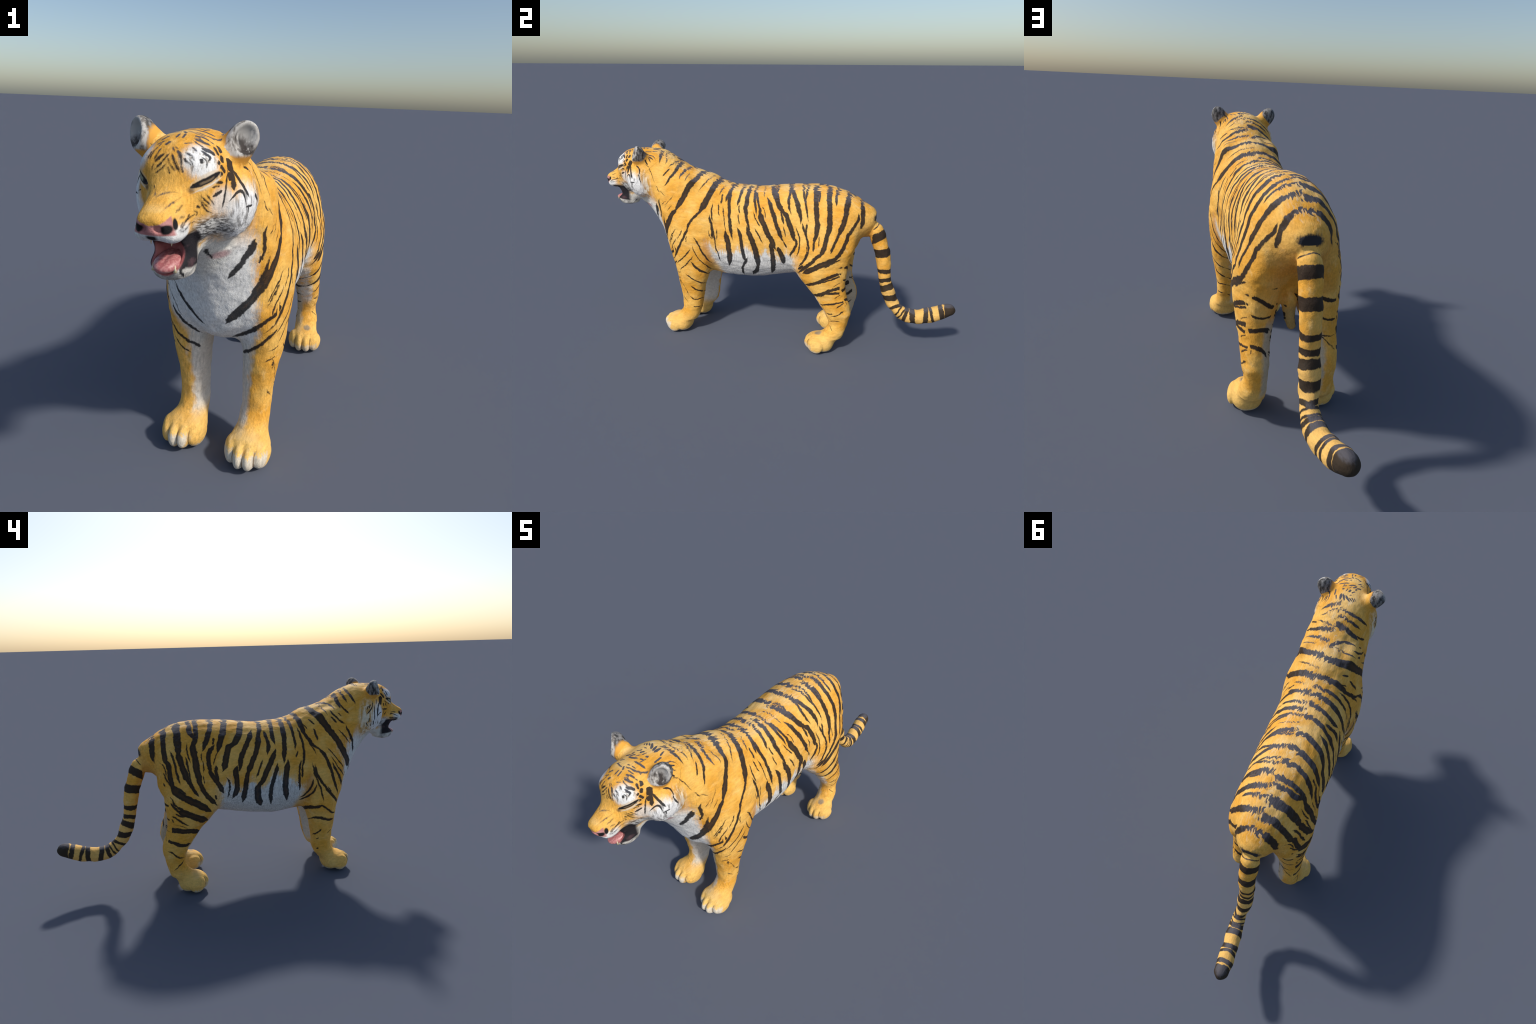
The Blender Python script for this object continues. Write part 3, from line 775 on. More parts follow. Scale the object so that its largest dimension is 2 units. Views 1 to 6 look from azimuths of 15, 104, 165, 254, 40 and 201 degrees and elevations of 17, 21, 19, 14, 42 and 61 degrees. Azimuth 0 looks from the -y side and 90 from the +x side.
stripe("head", 0.0099, (-0.122, 0.432), (-0.134, 0.390))
stripe("head", 0.0114, (-0.134, 0.390), (-0.159, 0.341))
stripe("head", 0.0092, (0.003, 0.393), (0.029, 0.355))
stripe("head", 0.0093, (0.027, 0.395), (0.056, 0.375))
stripe("head", 0.0101, (0.099, 0.236), (0.120, 0.189))
stripe("head", 0.0087, (-0.125, 0.238), (-0.135, 0.188))
stripe("head", 0.0147, (0.432, 0.232), (0.503, 0.262))
stripe("head", 0.0184, (0.422, 0.175), (0.435, 0.210))
stripe("head", 0.0161, (0.373, 0.096), (0.478, 0.111))
stripe("head", 0.0190, (0.393, 0.009), (0.486, 0.036))
stripe("head", 0.0102, (0.288, -0.014), (0.334, -0.052))
stripe("head", 0.0079, (0.161, -0.120), (0.175, -0.108))
stripe("head", 0.0071, (0.190, -0.134), (0.213, -0.127))
stripe("head", 0.0075, (0.221, -0.146), (0.236, -0.132))
stripe("head", 0.0079, (0.130, -0.126), (0.150, -0.135))
stripe("head", 0.0063, (0.127, -0.146), (0.162, -0.170))
stripe("head", 0.0063, (0.162, -0.160), (0.204, -0.191))
stripe("head", 0.0424, (-1.505, 0.220), (-1.611, 0.029))
stripe("head", 0.0392, (-1.395, 0.260), (-1.491, 0.086))
stripe("head", 0.0366, (-1.167, -0.439), (-1.043, -0.611))
stripe("head", 0.0277, (-1.224, -0.537), (-1.116, -0.697))
stripe("head", 0.0378, (-1.461, -0.617), (-1.268, -0.752))
stripe("head", 0.0367, (-1.420, -0.369), (-1.344, -0.571))
stripe("head", 0.0363, (-0.732, 0.360), (-0.766, 0.289))
stripe("head", 0.0231, (-0.537, 0.207), (-0.461, 0.110))
stripe("head", 0.0203, (-0.420, 0.117), (-0.361, 0.072))
# ---------------------------------------------------------------- materials
FLANK = 0.35                    # flank coordinate: height minus this share of |x|, so stripes run over the back
HEAD_CENTRE = (0.0, -0.77, 0.92)


class Graph:
    """Small helper to write node trees as expressions."""

    def __init__(self, name):
        m = bpy.data.materials.new(name)
        m.use_nodes = True
        self.m, self.t = m, m.node_tree
        self.bsdf = self.t.nodes["Principled BSDF"]
        self.coord = self.t.nodes.new("ShaderNodeTexCoord").outputs["Object"]
        self.normal = self.t.nodes.new("ShaderNodeNewGeometry").outputs["Normal"]
        self.x, self.y, self.z = self.split(self.coord)
        self.nx, self.ny, self.nz = self.split(self.normal)

    def put(self, socket, v):
        if isinstance(v, bpy.types.NodeSocket):
            self.t.links.new(v, socket)
        elif v is not None:
            socket.default_value = v

    def math(self, op, a, b=None, c=None, clamp=False):
        n = self.t.nodes.new("ShaderNodeMath")
        n.operation, n.use_clamp = op, clamp
        for i, v in enumerate((a, b, c)):
            self.put(n.inputs[i], v)
        return n.outputs[0]

    def add(self, a, b): return self.math("ADD", a, b)
    def sub(self, a, b): return self.math("SUBTRACT", a, b)
    def mul(self, a, b): return self.math("MULTIPLY", a, b)
    def mad(self, a, b, c): return self.math("MULTIPLY_ADD", a, b, c)
    def most(self, a, b): return self.math("MAXIMUM", a, b)
    def least(self, a, b): return self.math("MINIMUM", a, b)
    def neg(self, a): return self.mad(a, -1.0, 1.0)

    def vec(self, op, a, b=None, c=None, scale=None):
        n = self.t.nodes.new("ShaderNodeVectorMath")
        n.operation = op
        for i, v in enumerate((a, b, c)):
            if v is not None:
                self.put(n.inputs[i], v)
        if scale is not None:
            self.put(n.inputs["Scale"], scale)
        return n.outputs["Value"] if op in ("LENGTH", "DOT_PRODUCT", "DISTANCE") else n.outputs["Vector"]

    def split(self, v):
        n = self.t.nodes.new("ShaderNodeSeparateXYZ")
        self.put(n.inputs[0], v)
        return n.outputs[0], n.outputs[1], n.outputs[2]

    def join(self, x, y, z):
        n = self.t.nodes.new("ShaderNodeCombineXYZ")
        for i, v in enumerate((x, y, z)):
            self.put(n.inputs[i], v)
        return n.outputs[0]

    def step(self, v, lo, hi):
        """0 below lo, 1 above hi, smooth between (lo may exceed hi)."""
        n = self.t.nodes.new("ShaderNodeMapRange")
        n.interpolation_type = "SMOOTHSTEP"
        flip = lo > hi
        self.put(n.inputs[0], v)
        n.inputs[1].default_value, n.inputs[2].default_value = (hi, lo) if flip else (lo, hi)
        n.inputs[3].default_value, n.inputs[4].default_value = (1, 0) if flip else (0, 1)
        return n.outputs[0]

    def noise(self, scale, detail=2.0, stretch=(1, 1, 1), at=None, rough=.5, color=False, offset=(0, 0, 0)):
        v = at if at is not None else self.coord
        if stretch != (1, 1, 1) or offset != (0, 0, 0):
            v = self.vec("MULTIPLY_ADD", v, stretch, offset)
        n = self.t.nodes.new("ShaderNodeTexNoise")
        self.put(n.inputs["Vector"], v)
        n.inputs["Scale"].default_value = scale
        n.inputs["Detail"].default_value = detail
        n.inputs["Roughness"].default_value = rough
        return n.outputs["Color"] if color else n.outputs["Fac"]

    def mix(self, fac, a, b, blend="MIX"):
        n = self.t.nodes.new("ShaderNodeMix")
        n.data_type, n.blend_type = "RGBA", blend
        for s, v in ((n.inputs[0], fac), (n.inputs[6], a), (n.inputs[7], b)):
            self.put(s, (*v, 1) if isinstance(v, tuple) and len(v) == 3 else v)
        return n.outputs[2]

    def blob(self, centre, radii, edge=.35, at=None, ragged=None, amount=.3):
        """Soft ellipsoid mask; ragged = a noise value that frays its border."""
        d = self.vec("SUBTRACT", at if at is not None else self.coord, centre)
        d = self.vec("LENGTH", self.vec("MULTIPLY", d, tuple(1 / r for r in radii)))
        if ragged is not None:
            d = self.mad(self.sub(ragged, .5), amount * 2, d)
        return self.step(d, 1 + edge, 1 - edge)

    def strokes(self, a, b, bins):
        """Deepest inside-distance over several stroke groups at flat coordinates (a, b)."""
        best = None
        for group in bins:
            n = self.t.nodes.new("ShaderNodeGroup")
            n.node_tree = group
            self.put(n.inputs[0], a)
            self.put(n.inputs[1], b)
            best = n.outputs[0] if best is None else self.most(best, n.outputs[0])
        return best


def stroke_group(name, items):
    """Node group: (a, b) -> largest inside-depth of lens strokes; three strokes share each vector node."""
    t = bpy.data.node_groups.new(name, "ShaderNodeTree")
    t.interface.new_socket("a", in_out="INPUT", socket_type="NodeSocketFloat")
    t.interface.new_socket("b", in_out="INPUT", socket_type="NodeSocketFloat")
    t.interface.new_socket("depth", in_out="OUTPUT", socket_type="NodeSocketFloat")
    g = Graph.__new__(Graph)
    g.t = t
    src, dst = t.nodes.new("NodeGroupInput"), t.nodes.new("NodeGroupOutput")
    A, B = (g.join(o, o, o) for o in (src.outputs[0], src.outputs[1]))
    best = None
    for i in range(0, len(items), 3):
        rows = [stroke_frame(s) for s in items[i:i + 3]]
        while len(rows) < 3:
            rows.append(rows[-1])
        pick = lambda k: tuple(float(r[k]) for r in rows)
        u = g.vec("MULTIPLY_ADD", A, pick(0), g.vec("MULTIPLY_ADD", B, pick(1), pick(2)))
        d = g.vec("MULTIPLY_ADD", A, pick(3), g.vec("MULTIPLY_ADD", B, pick(4), pick(5)))
        e = g.vec("SUBTRACT", (1.0, 1.0, 1.0), g.vec("MULTIPLY", u, u))
        bow = g.vec("MULTIPLY_ADD", u, pick(7), pick(6))
        d = g.vec("ABSOLUTE", g.vec("MULTIPLY_ADD", e, bow, d))
        full = g.vec("MINIMUM", g.vec("MULTIPLY", e, (1.8, 1.8, 1.8)), (1.0, 1.0, 1.0))
        m = g.vec("SUBTRACT", g.vec("MULTIPLY", full, pick(8)), d)
        best = m if best is None else g.vec("MAXIMUM", best, m)
    p, q, r = g.split(best)
    g.put(dst.inputs[0], g.most(g.most(p, q), r))
    return t


BINS = {}


def make_bins(size=24):
    """Sort the strokes of each region along its first axis into groups of neighbours (legs apart from trunk)."""
    for region in sorted({s[0] for s in STROKES}):
        mine = [s for s in STROKES if s[0] == region]
        key = lambda s: ((min(s[2][1], s[3][1]) < .33) if region in ("left", "right") else 0, s[2][0] + s[3][0])
        mine.sort(key=key)
        BINS[region] = [(mine[i:i + size], stroke_group(region + "_stripes", mine[i:i + size])) for i in range(0, len(mine), size)]


def stroke_frame(s):
    """Affine maps of (a, b) to along t (-1..1) and across d, with bow, swing and half width."""
    region, width, p, q, bow, swing = s
    p, q = np.array(p), np.array(q)
    h = max(np.linalg.norm(q - p) / 2, 1e-6)
    u = (q - p) / (2 * h)
    n = np.array([-u[1], u[0]])
    mid = (p + q) / 2
    h *= 1.75 if region == "tail" else 1.08
    width *= {"tail": 1.12 if p[1] > .30 else .88, "front": 1.0}.get(region, 1.18)
    return (u[0] / h, u[1] / h, -(mid @ u) / h, n[0], n[1], -(mid @ n), -bow, -swing, width / 2)


ORANGE, GOLD, RUST = (.77, .365, .046), (.85, .49, .115), (.55, .21, .028)
WHITE, CREAM, GREY = (.74, .73, .70), (.78, .66, .46), (.40, .39, .37)
BLACK, BROWN, SLATE = (.0125, .0125, .0150), (.095, .045, .019), (.085, .095, .125)
PINK, DARK = (.60, .25, .24), (.012, .011, .012)


def used_strokes(region, box):
    lo, hi = box
    out = []
    if region in ("left", "right", "tail"):
        a0, a1, b0, b1 = lo[1], hi[1], lo[2] - FLANK * .22, hi[2]
    elif region in ("front", "rear"):
        a0, a1, b0, b1 = lo[0], hi[0], lo[2], hi[2]
    else:
        a0, a1, b0, b1 = -9, 9, -9, 9
    for items, group in BINS[region]:
        for s in items:
            m = .04 + abs(s[4]) + abs(s[5])
            if max(s[2][0], s[3][0]) + m > a0 and min(s[2][0], s[3][0]) - m < a1 and max(s[2][1], s[3][1]) + m > b0 and min(s[2][1], s[3][1]) - m < b1:
                out.append(group)
                break
    return out


def coat(name, box, regions):
    g = Graph(name + "_fur")
    x, y, z, nx, ny, nz = g.x, g.y, g.z, g.nx, g.ny, g.nz
    # --- noises shared by every mask
    big = g.noise(9, 3)
    mid = g.noise(34, 3)
    hair = g.noise(60, 3, (2.6, .55, 1.6), rough=.6)           # lies back along the body
    hair_down = g.noise(64, 3, (2.8, 2.6, .38), rough=.6)       # hangs down on chest and cheeks
    fine = g.noise(260, 2, (1.5, .6, 1.3))
    w1 = g.vec("SUBTRACT", g.noise(22, 2, color=True), (.5, .5, .5))
    w2 = g.vec("SUBTRACT", g.noise(95, 2, color=True), (.5, .5, .5))
    warp = g.vec("MULTIPLY_ADD", w1, (.016, .016, .016), g.vec("MULTIPLY_ADD", w2, (.006, .006, .006), g.coord))
    wx, wy, wz = g.split(warp)
    inner = {}
    # --- ground colour
    base = g.mix(g.step(big, .35, .68), ORANGE, GOLD)
    base = g.mix(g.mul(g.step(g.noise(14, 3, offset=(3, 1, 2)), .58, .80), .45), base, RUST)
    base = g.mix(g.mul(g.step(g.noise(18, 4, (2.2, .55, 1.3), offset=(7, 3, 5), rough=.6), .54, .72), .40), base, (.88, .60, .24))
    base = g.mix(g.mul(g.step(g.noise(48, 3, (2.4, .5, 1.6), offset=(1, 8, 2), rough=.6), .60, .78), .35), base, (.52, .24, .05))
    head = "head" in regions
    if "tail" in regions:
        base = g.mix(g.step(g.mad(g.sub(hair, .5), .12, z), .52, .34), base, (.80, .47, .13))
    tail = "tail" in regions
    ax = g.math("ABSOLUTE", x)
    white = 0.0

    def over(mask, colour, amount=1.0):
        nonlocal base
        base = g.mix(g.mul(mask, amount) if amount != 1.0 else mask, base, colour)

    ragged = g.mad(hair, .5, g.mul(mid, .5))
    ragged_down = g.mad(hair_down, .55, g.mul(mid, .45))
    if not tail:
        # pale belly between elbow and knee
        v = g.mad(g.sub(ragged_down, .5), .16, g.sub(.572, z))
        v = g.mad(g.sub(g.noise(7, 2, (1, 1.6, .3)), .5), .26, v)
        v = g.least(v, g.mad(g.sub(ragged, .5), .06, g.mad(g.sub(z, .5), .30, g.add(y, .315))))
        v = g.least(v, g.mad(g.sub(ragged_down, .5), .08, g.mad(y, -.9, .135)))
        over(g.step(v, -.05, .03), CREAM, .55)
        over(g.step(v, -.010, .028), g.mix(g.step(hair_down, .36, .58), (.52, .51, .49), WHITE))
        # pale chest and throat
        f = g.mad(ny, -1.0, g.mul(g.sub(ragged_down, .5), .5))
        f = g.mul(g.step(f, .05, .40), g.step(y, -.45, -.50))
        edge = g.mul(g.sub(ragged_down, .5), .07)
        f = g.mul(f, g.mul(g.step(g.add(x, edge), .142, .108), g.step(g.add(x, edge), -.185, -.150)))
        low = g.mad(ax, 1.6, g.add(edge, .22))
        f = g.mul(f, g.mul(g.step(g.sub(z, low), -.02, .05), g.step(z, .86, .74)))
        over(f, WHITE)
        # insides of the legs, shins
        for s in (1, -1):
            side = g.step(x, -.005 * s, .015 * s) if s > 0 else g.step(x, .005, -.015)
            i = g.step(g.mad(nx, -1.0 * s, g.mul(g.sub(mid, .5), .5)), .05, .50)
            i = g.mul(g.mul(i, side), g.mul(g.step(z, .44, .38), g.step(z, .085, .13)))
            over(i, g.mix(g.step(y, 0, .1), (.62, .60, .55), (.50, .44, .33)), .9)
        shin = g.mul(g.step(g.mad(ny, -1.0, g.mul(g.sub(mid, .5), .5)), .55, .85), g.step(y, .10, .14))
        shin = g.mul(shin, g.mul(g.step(z, .20, .26), g.step(z, .47, .42)))
        over(shin, WHITE, .8)
        # darker rust tint over the folds behind the elbows and around the tail root
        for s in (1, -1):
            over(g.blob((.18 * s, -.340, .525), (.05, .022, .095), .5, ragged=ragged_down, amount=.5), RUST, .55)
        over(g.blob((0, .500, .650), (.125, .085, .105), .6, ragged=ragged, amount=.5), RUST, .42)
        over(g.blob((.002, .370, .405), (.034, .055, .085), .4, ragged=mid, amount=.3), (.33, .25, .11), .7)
        # paws: paler gold, white toe tips and soles
        paw = g.step(z, .16, .07)
        over(paw, (.86, .55, .17), .6)
        tip = g.mad(g.sub(hair_down, .5), .05, z)
        fore_tip = g.mul(g.step(g.mad(z, -.25, y), -.592, -.606), g.step(tip, .078, .062))
        hind_tip = g.mul(g.mul(g.step(y, .268, .240), g.step(y, .0, .1)), g.step(tip, .056, .040))
        over(g.most(fore_tip, g.mul(hind_tip, .7)), (.70, .64, .53), .9)
        over(g.step(tip, .030, .012), (.62, .58, .50), .8)
        over(g.blob((.151, .287, .110), (.016, .022, .014), .35, ragged=mid, amount=.45), (.20, .175, .14), .85)
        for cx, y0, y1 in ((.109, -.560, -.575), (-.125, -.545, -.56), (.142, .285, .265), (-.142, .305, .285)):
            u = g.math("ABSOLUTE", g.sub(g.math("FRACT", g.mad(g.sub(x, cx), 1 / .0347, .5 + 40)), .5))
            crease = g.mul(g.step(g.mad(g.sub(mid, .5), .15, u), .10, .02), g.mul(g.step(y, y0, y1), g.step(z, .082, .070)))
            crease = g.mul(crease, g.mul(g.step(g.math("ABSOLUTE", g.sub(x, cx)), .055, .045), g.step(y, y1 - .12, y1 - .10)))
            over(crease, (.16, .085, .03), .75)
    if head:
        hd = lambda s, e: g.blob(s[0], s[1], e, ragged=ragged_down, amount=.35)
        lock = g.noise(38, 3, (2.4, 2.0, .32), rough=.55)
        cheek = g.mix(g.step(lock, .33, .46), (.30, .29, .28), (.80, .79, .77))
        ruff = g.mix(g.step(lock, .40, .58), (.50, .29, .10), (.78, .70, .54))
        over(hd(((.150, -.712, .855), (.055, .042, .095)), .45), ruff, .9)
        over(hd(((-.150, -.700, .860), (.055, .048, .105)), .45), ruff, .9)
        over(hd(((.128, -.768, .862), (.055, .068, .075)), .30), cheek)
        over(hd(((-.133, -.765, .866), (.050, .052, .086)), .30), cheek)
        over(hd(((.056, -.868, .990), (.044, .040, .040)), .26), g.mix(g.step(g.noise(46, 3, (2.2, 1.2, .6), rough=.6), .36, .50), (.42, .38, .33), (.80, .79, .76)))
        over(hd(((-.066, -.858, .994), (.030, .036, .032)), .3), (.70, .72, .74), .9)
        over(hd(((.098, -.835, .905), (.03, .035, .032)), .45), WHITE, .75)
        # throat below the head
        over(g.mul(g.step(g.mad(g.sub(ragged_down, .5), .10, z), .815, .785), g.step(y, -.68, -.72)), (.66, .64, .58))
        over(g.blob((.053, -.720, .745), (.030, .030, .012), .5, ragged=mid, amount=.2), (.50, .27, .27), .75)
        # whisker beds, lips, chin
        streak = g.noise(70, 3, (1.5, .6, 3.0), rough=.65)
        bed = g.blob((.078, -.845, .838), (.055, .065, .040), .4, ragged=mid, amount=.25)
        over(bed, g.mix(g.step(streak, .40, .60), (.11, .105, .10), (.62, .60, .56)))
        bed = g.blob((-.075, -.850, .825), (.045, .06, .035), .4, ragged=mid, amount=.25)
        over(bed, g.mix(g.step(streak, .40, .60), (.25, .25, .25), (.66, .66, .64)))
        lip = g.mad(g.sub(ragged, .5), .02, g.mad(y, -.10, z))
        over(g.mul(g.step(lip, .974, .958), g.step(y, -.905, -.94)), WHITE)
        over(g.mul(g.step(z, .793, .783), g.step(y, -.82, -.86)), g.mix(g.step(mid, .38, .6), (.30, .29, .27), (.66, .63, .57)))
    # --- soft mottling and fur grain
    grain = g.mad(g.sub(hair, .5), .60, 1.0)
    grain = g.mad(g.sub(fine, .5), .30, grain)
    if not tail:
        grain = g.mad(g.mul(g.step(ny, -.2, -.5), g.sub(hair_down, .5)), .9, grain)
    base = g.mix(1.0, base, g.join(grain, grain, grain), "MULTIPLY")
    # --- stripes
    if "flank" in regions:
        # along the spine the stripes are combed into backswept tufts
        spine = g.mul(g.mul(g.step(nz, .62, .90), g.step(ax, .105, .035)), g.step(y, -.74, -.66))
        comb = g.noise(26, 3, (4.5, .55, 1.0), at=g.vec("MULTIPLY_ADD", w1, (.05, .05, .05), g.vec("MULTIPLY_ADD", g.join(g.mul(ax, .35), 0.0, 0.0), (1, 1, 1), g.coord)), rough=.55)
        wy = g.mad(g.mul(spine, g.sub(comb, .5)), .065, wy)
        wx = g.mad(g.mul(spine, g.sub(comb, .5)), .09, wx)
    flank = g.mad(g.math("ABSOLUTE", wx), -FLANK, wz)
    depth = None

    def merge(field, weight=None):
        nonlocal depth
        if field is None:
            return
        if weight is not None:
            field = g.sub(field, g.mul(g.neg(weight), .08))
        depth = field if depth is None else g.most(depth, field)

    wf = g.mul(g.step(ny, -.34, -.46), g.step(y, -.44, -.50))
    wr = g.mul(g.mul(g.step(ny, .60, .76), g.step(y, .20, .26)), g.step(z, .60, .54))
    late = g.mul(g.mul(g.step(ny, .58, .74), g.step(y, .20, .26)), g.step(z, .72, .64))
    side = g.neg(g.most(g.mul(g.step(ny, -.66, -.80), wf), late))
    if "flank" in regions:
        for s, key in ((1, "left"), (-1, "right")):
            half = g.step(wx, -.004 * s, .004 * s)
            out = g.most(g.step(g.mul(nx, float(s)), -.45, -.15), g.most(g.step(z, .40, .46), g.step(y, .05, .12)))
            merge(g.strokes(wy, flank, used_strokes(key, box)), g.mul(g.mul(half, out), side))
        merge(g.strokes(wx, wz, used_strokes("front", box)), wf)
        merge(g.strokes(wx, wz, used_strokes("rear", box)), g.mul(g.most(wr, g.mul(g.step(ny, .3, .45), g.step(y, .50, .52))), g.step(y, .2, .26)))
    if tail:
        merge(g.strokes(wy, wz, used_strokes("tail", box)))
    if head:
        v = g.vec("SUBTRACT", g.vec("MULTIPLY_ADD", w1, (.004, .004, .004), g.vec("MULTIPLY_ADD", w2, (.004, .004, .004), g.coord)), HEAD_CENTRE)
        vx, vy, vz = g.split(g.vec("NORMALIZE", v))
        k = g.sub(1.0, vy)
        f = g.strokes(g.math("DIVIDE", vx, k), g.math("DIVIDE", vz, k), used_strokes("head", box))
        merge(g.mul(f, .22), g.mul(g.step(y, -.62, -.67), g.step(z, .79, .82)))
    if not tail and not head:
        root = g.blob((0, .545, .752), (.046, .034, .021), .25, ragged=hair, amount=.35)
        base = g.mix(root, base, (.030, .031, .036))
    if depth is not None:
        frayed = g.mad(g.sub(hair, .5), .007, g.add(depth, .0007))
        frayed = g.mad(g.sub(fine, .5), .003, frayed)
        if "flank" in regions:
            pale = g.mul(spine, g.step(comb, .54, .66))
            frayed = g.sub(frayed, g.mul(pale, .0045))
            base = g.mix(g.mul(pale, .40), base, (.76, .68, .52))
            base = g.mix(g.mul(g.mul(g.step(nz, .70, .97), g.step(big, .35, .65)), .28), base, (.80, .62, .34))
        mask = g.step(frayed, -.0014, .0028)
        ink = g.mix(g.mul(g.step(g.mad(g.sub(mid, .5), .026, depth), .0085, .0135), .0 if tail else g.mul(g.mul(g.step(y, -.72, -.62), g.step(nz, .55, .35)), .34)), BLACK, BROWN)
        ink = g.mix(g.mul(g.step(g.mad(g.sub(hair, .5), .5, nz), .50, .95), .75), ink, SLATE)  # sky reflection painted into the stripes: bluish and lighter where they face up
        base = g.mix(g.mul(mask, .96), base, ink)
    if head:
        base = face_details(g, base, mid, ragged, fine)
    g.put(g.bsdf.inputs["Base Color"], base)
    g.bsdf.inputs["Roughness"].default_value = .72
    g.bsdf.inputs["Specular IOR Level"].default_value = .18
    b = g.t.nodes.new("ShaderNodeBump")
    b.inputs["Strength"].default_value = .5
    b.inputs["Distance"].default_value = .004
    g.put(b.inputs["Height"], g.mad(hair, .7, g.mul(fine, .3)))
    g.put(g.bsdf.inputs["Normal"], b.outputs[0])
    return g.m


def face_details(g, base, mid, ragged, fine):
    x, y, z = g.x, g.y, g.z
    ax = g.math("ABSOLUTE", x)
    # eyes: pale sockets, dark lids along the slit, tear mark at the inner corner
    for s in (1, -1):
        u = Vector((.034 * s, .058, .026)).normalized()
        rel = g.vec("SUBTRACT", g.coord, (.063 * s, -.867, .956))
        along = g.vec("DOT_PRODUCT", rel, tuple(u))
        up = g.mad(along, -float(u.z), g.split(rel)[2])
        near = g.mul(g.step(g.vec("LENGTH", rel), .060, .050), g.step(g.mul(x, float(s)), .01, .02))
        t = g.mul(along, along)
        wob = g.mul(g.sub(mid, .5), .006)
        half = g.math("SQRT", g.most(g.mad(t, -1 / .042 ** 2, 1.0), 0.0))
        inside = lambda k, off: g.mul(near, g.step(g.sub(g.mul(half, k), g.math("ABSOLUTE", g.add(g.sub(up, off), wob))), -.001, .0025))
        base = g.mix(g.mul(inside(.017, .000), .55), base, (.66, .50, .30))
        base = g.mix(inside(.0078 if s > 0 else .0105, .0015), base, (.016, .014, .014))
        base = g.mix(g.mul(inside(.0032 if s > 0 else .0055, .0005), g.step(g.math("ABSOLUTE", along), .024, .014)), base, (.17, .12, .07) if s > 0 else (.30, .30, .20))
        if s < 0:
            base = g.mix(g.blob((-.0645, -.879, .954), (.0036, .008, .0040), .3), base, DARK)
        base = g.mix(g.mul(inside(.0026, -.0100), .85), base, (.74, .68, .58))
        tear = g.blob((.047 * s, -.896, .936), (.010, .012, .009), .4)
        base = g.mix(g.mul(tear, .9), base, (.035, .032, .032))
    # dark skin of the mouth corners and inner lips, dark rim along the lower lip
    gum = g.mul(g.step(z, .850, .838), g.step(g.mad(g.sub(mid, .5), .012, g.mad(y, .12, z)), .651, .660))
    gum = g.mul(gum, g.mul(g.step(y, -.838, -.858), g.step(y, -.955, -.940)))
    gum = g.mul(gum, g.step(ax, .062, .054))
    base = g.mix(gum, base, g.mix(g.step(mid, .5, .7), (.018, .016, .019), (.07, .04, .045)))
    # mouth hollow
    inside = g.blob((0, -.940, .794), (.0415, .076, .0465), .06)
    pink = g.mix(g.step(mid, .35, .7), (.33, .085, .085), (.50, .19, .18))
    base = g.mix(g.mul(inside, g.step(z, .842, .838)), base, pink)
    # nose leather: pink with dark nostrils and a dark upper edge
    leather = g.mul(g.step(y, -.968, -.976), g.mul(g.step(g.mad(g.sub(mid, .5), .008, g.mad(ax, -.25, g.mad(y, -.35, z))), 1.2265, 1.2225), g.step(z, .852, .856)))
    base = g.mix(leather, base, g.mix(g.step(mid, .3, .7), (.42, .17, .16), (.58, .28, .26)))
    for s in (1, -1):
        slit = g.blob((.032 * s, -.986, .868), (.0125, .020, .0105), .25, ragged=mid, amount=.15)
        base = g.mix(slit, base, DARK)
        wing = g.blob((.0425 * s, -.966, .874), (.0055, .008, .016), .25)
        base = g.mix(wing, base, DARK)
    base = g.mix(g.mul(g.step(z, .856, .850), g.blob((0, -.992, .848), (.012, .02, .012), .4)), base, DARK)
    return base


def ear_material(name, box):
    g = Graph(name + "_fur")
    s = 1 if box[0][0] > 0 else -1
    hair = g.noise(55, 3, (1.5, 1.5, .6), rough=.6)
    mid = g.noise(40, 3)
    n = np.array([.50 * s, -.80, .22])
    n /= np.linalg.norm(n)
    facing = g.vec("DOT_PRODUCT", g.normal, tuple(n))
    c = np.array([.128 * s - .015, -.742, 1.034])
    ahead = g.vec("DOT_PRODUCT", g.vec("SUBTRACT", g.coord, tuple(c)), tuple(n))
    back = g.mix(g.step(hair, .38, .66), (.032, .031, .030), (.25, .24, .23))
    base = back
    rim = g.step(g.mad(g.sub(mid, .5), .012, ahead), .004, .014)
    base = g.mix(rim, base, g.mix(g.step(hair, .35, .60), (.16, .14, .12), (.60, .57, .52)))
    hole = g.blob(tuple(c + n * .033 + np.array([.005 * s, 0, .004])), (.034, .040, .043), .08, ragged=mid, amount=.08)
    deep = g.mad(g.sub(hair, .5), .05, g.mad(g.x, .55 * s, g.z))
    top = c[2] + .55 * s * c[0]
    lining = g.mix(g.step(deep, top - .012, top + .020), (.045, .035, .03), (.42, .40, .37))
    lining = g.mix(g.step(hair, .58, .66), lining, (.62, .59, .54))
    base = g.mix(hole, base, lining)
    # orange fur climbs from the skull onto the inner edge and the foot of the ear
    foot = g.mad(g.sub(hair, .5), .016, g.mul(g.x, float(s)))
    k = abs(c[0])
    base = g.mix(g.step(foot, k - .024, k - .036), base, ORANGE)
    base = g.mix(g.step(g.mad(g.sub(mid, .5), .012, g.z), 1.006, .996), base, ORANGE)
    g.put(g.bsdf.inputs["Base Color"], base)
    g.bsdf.inputs["Roughness"].default_value = .8
    return g.m


def plain(name, colour, rough=.5, spots=None, coat_weight=0.0, scale=120):
    g = Graph(name)
    c = colour
    if spots:
        c = g.mix(g.step(g.noise(scale, 3), .40, .65), colour, spots)
        g.put(g.bsdf.inputs["Base Color"], c)
    else:
        g.bsdf.inputs["Base Color"].default_value = (*colour, 1)
    g.bsdf.inputs["Roughness"].default_value = rough
    g.bsdf.inputs["Coat Weight"].default_value = coat_weight
    return g.m


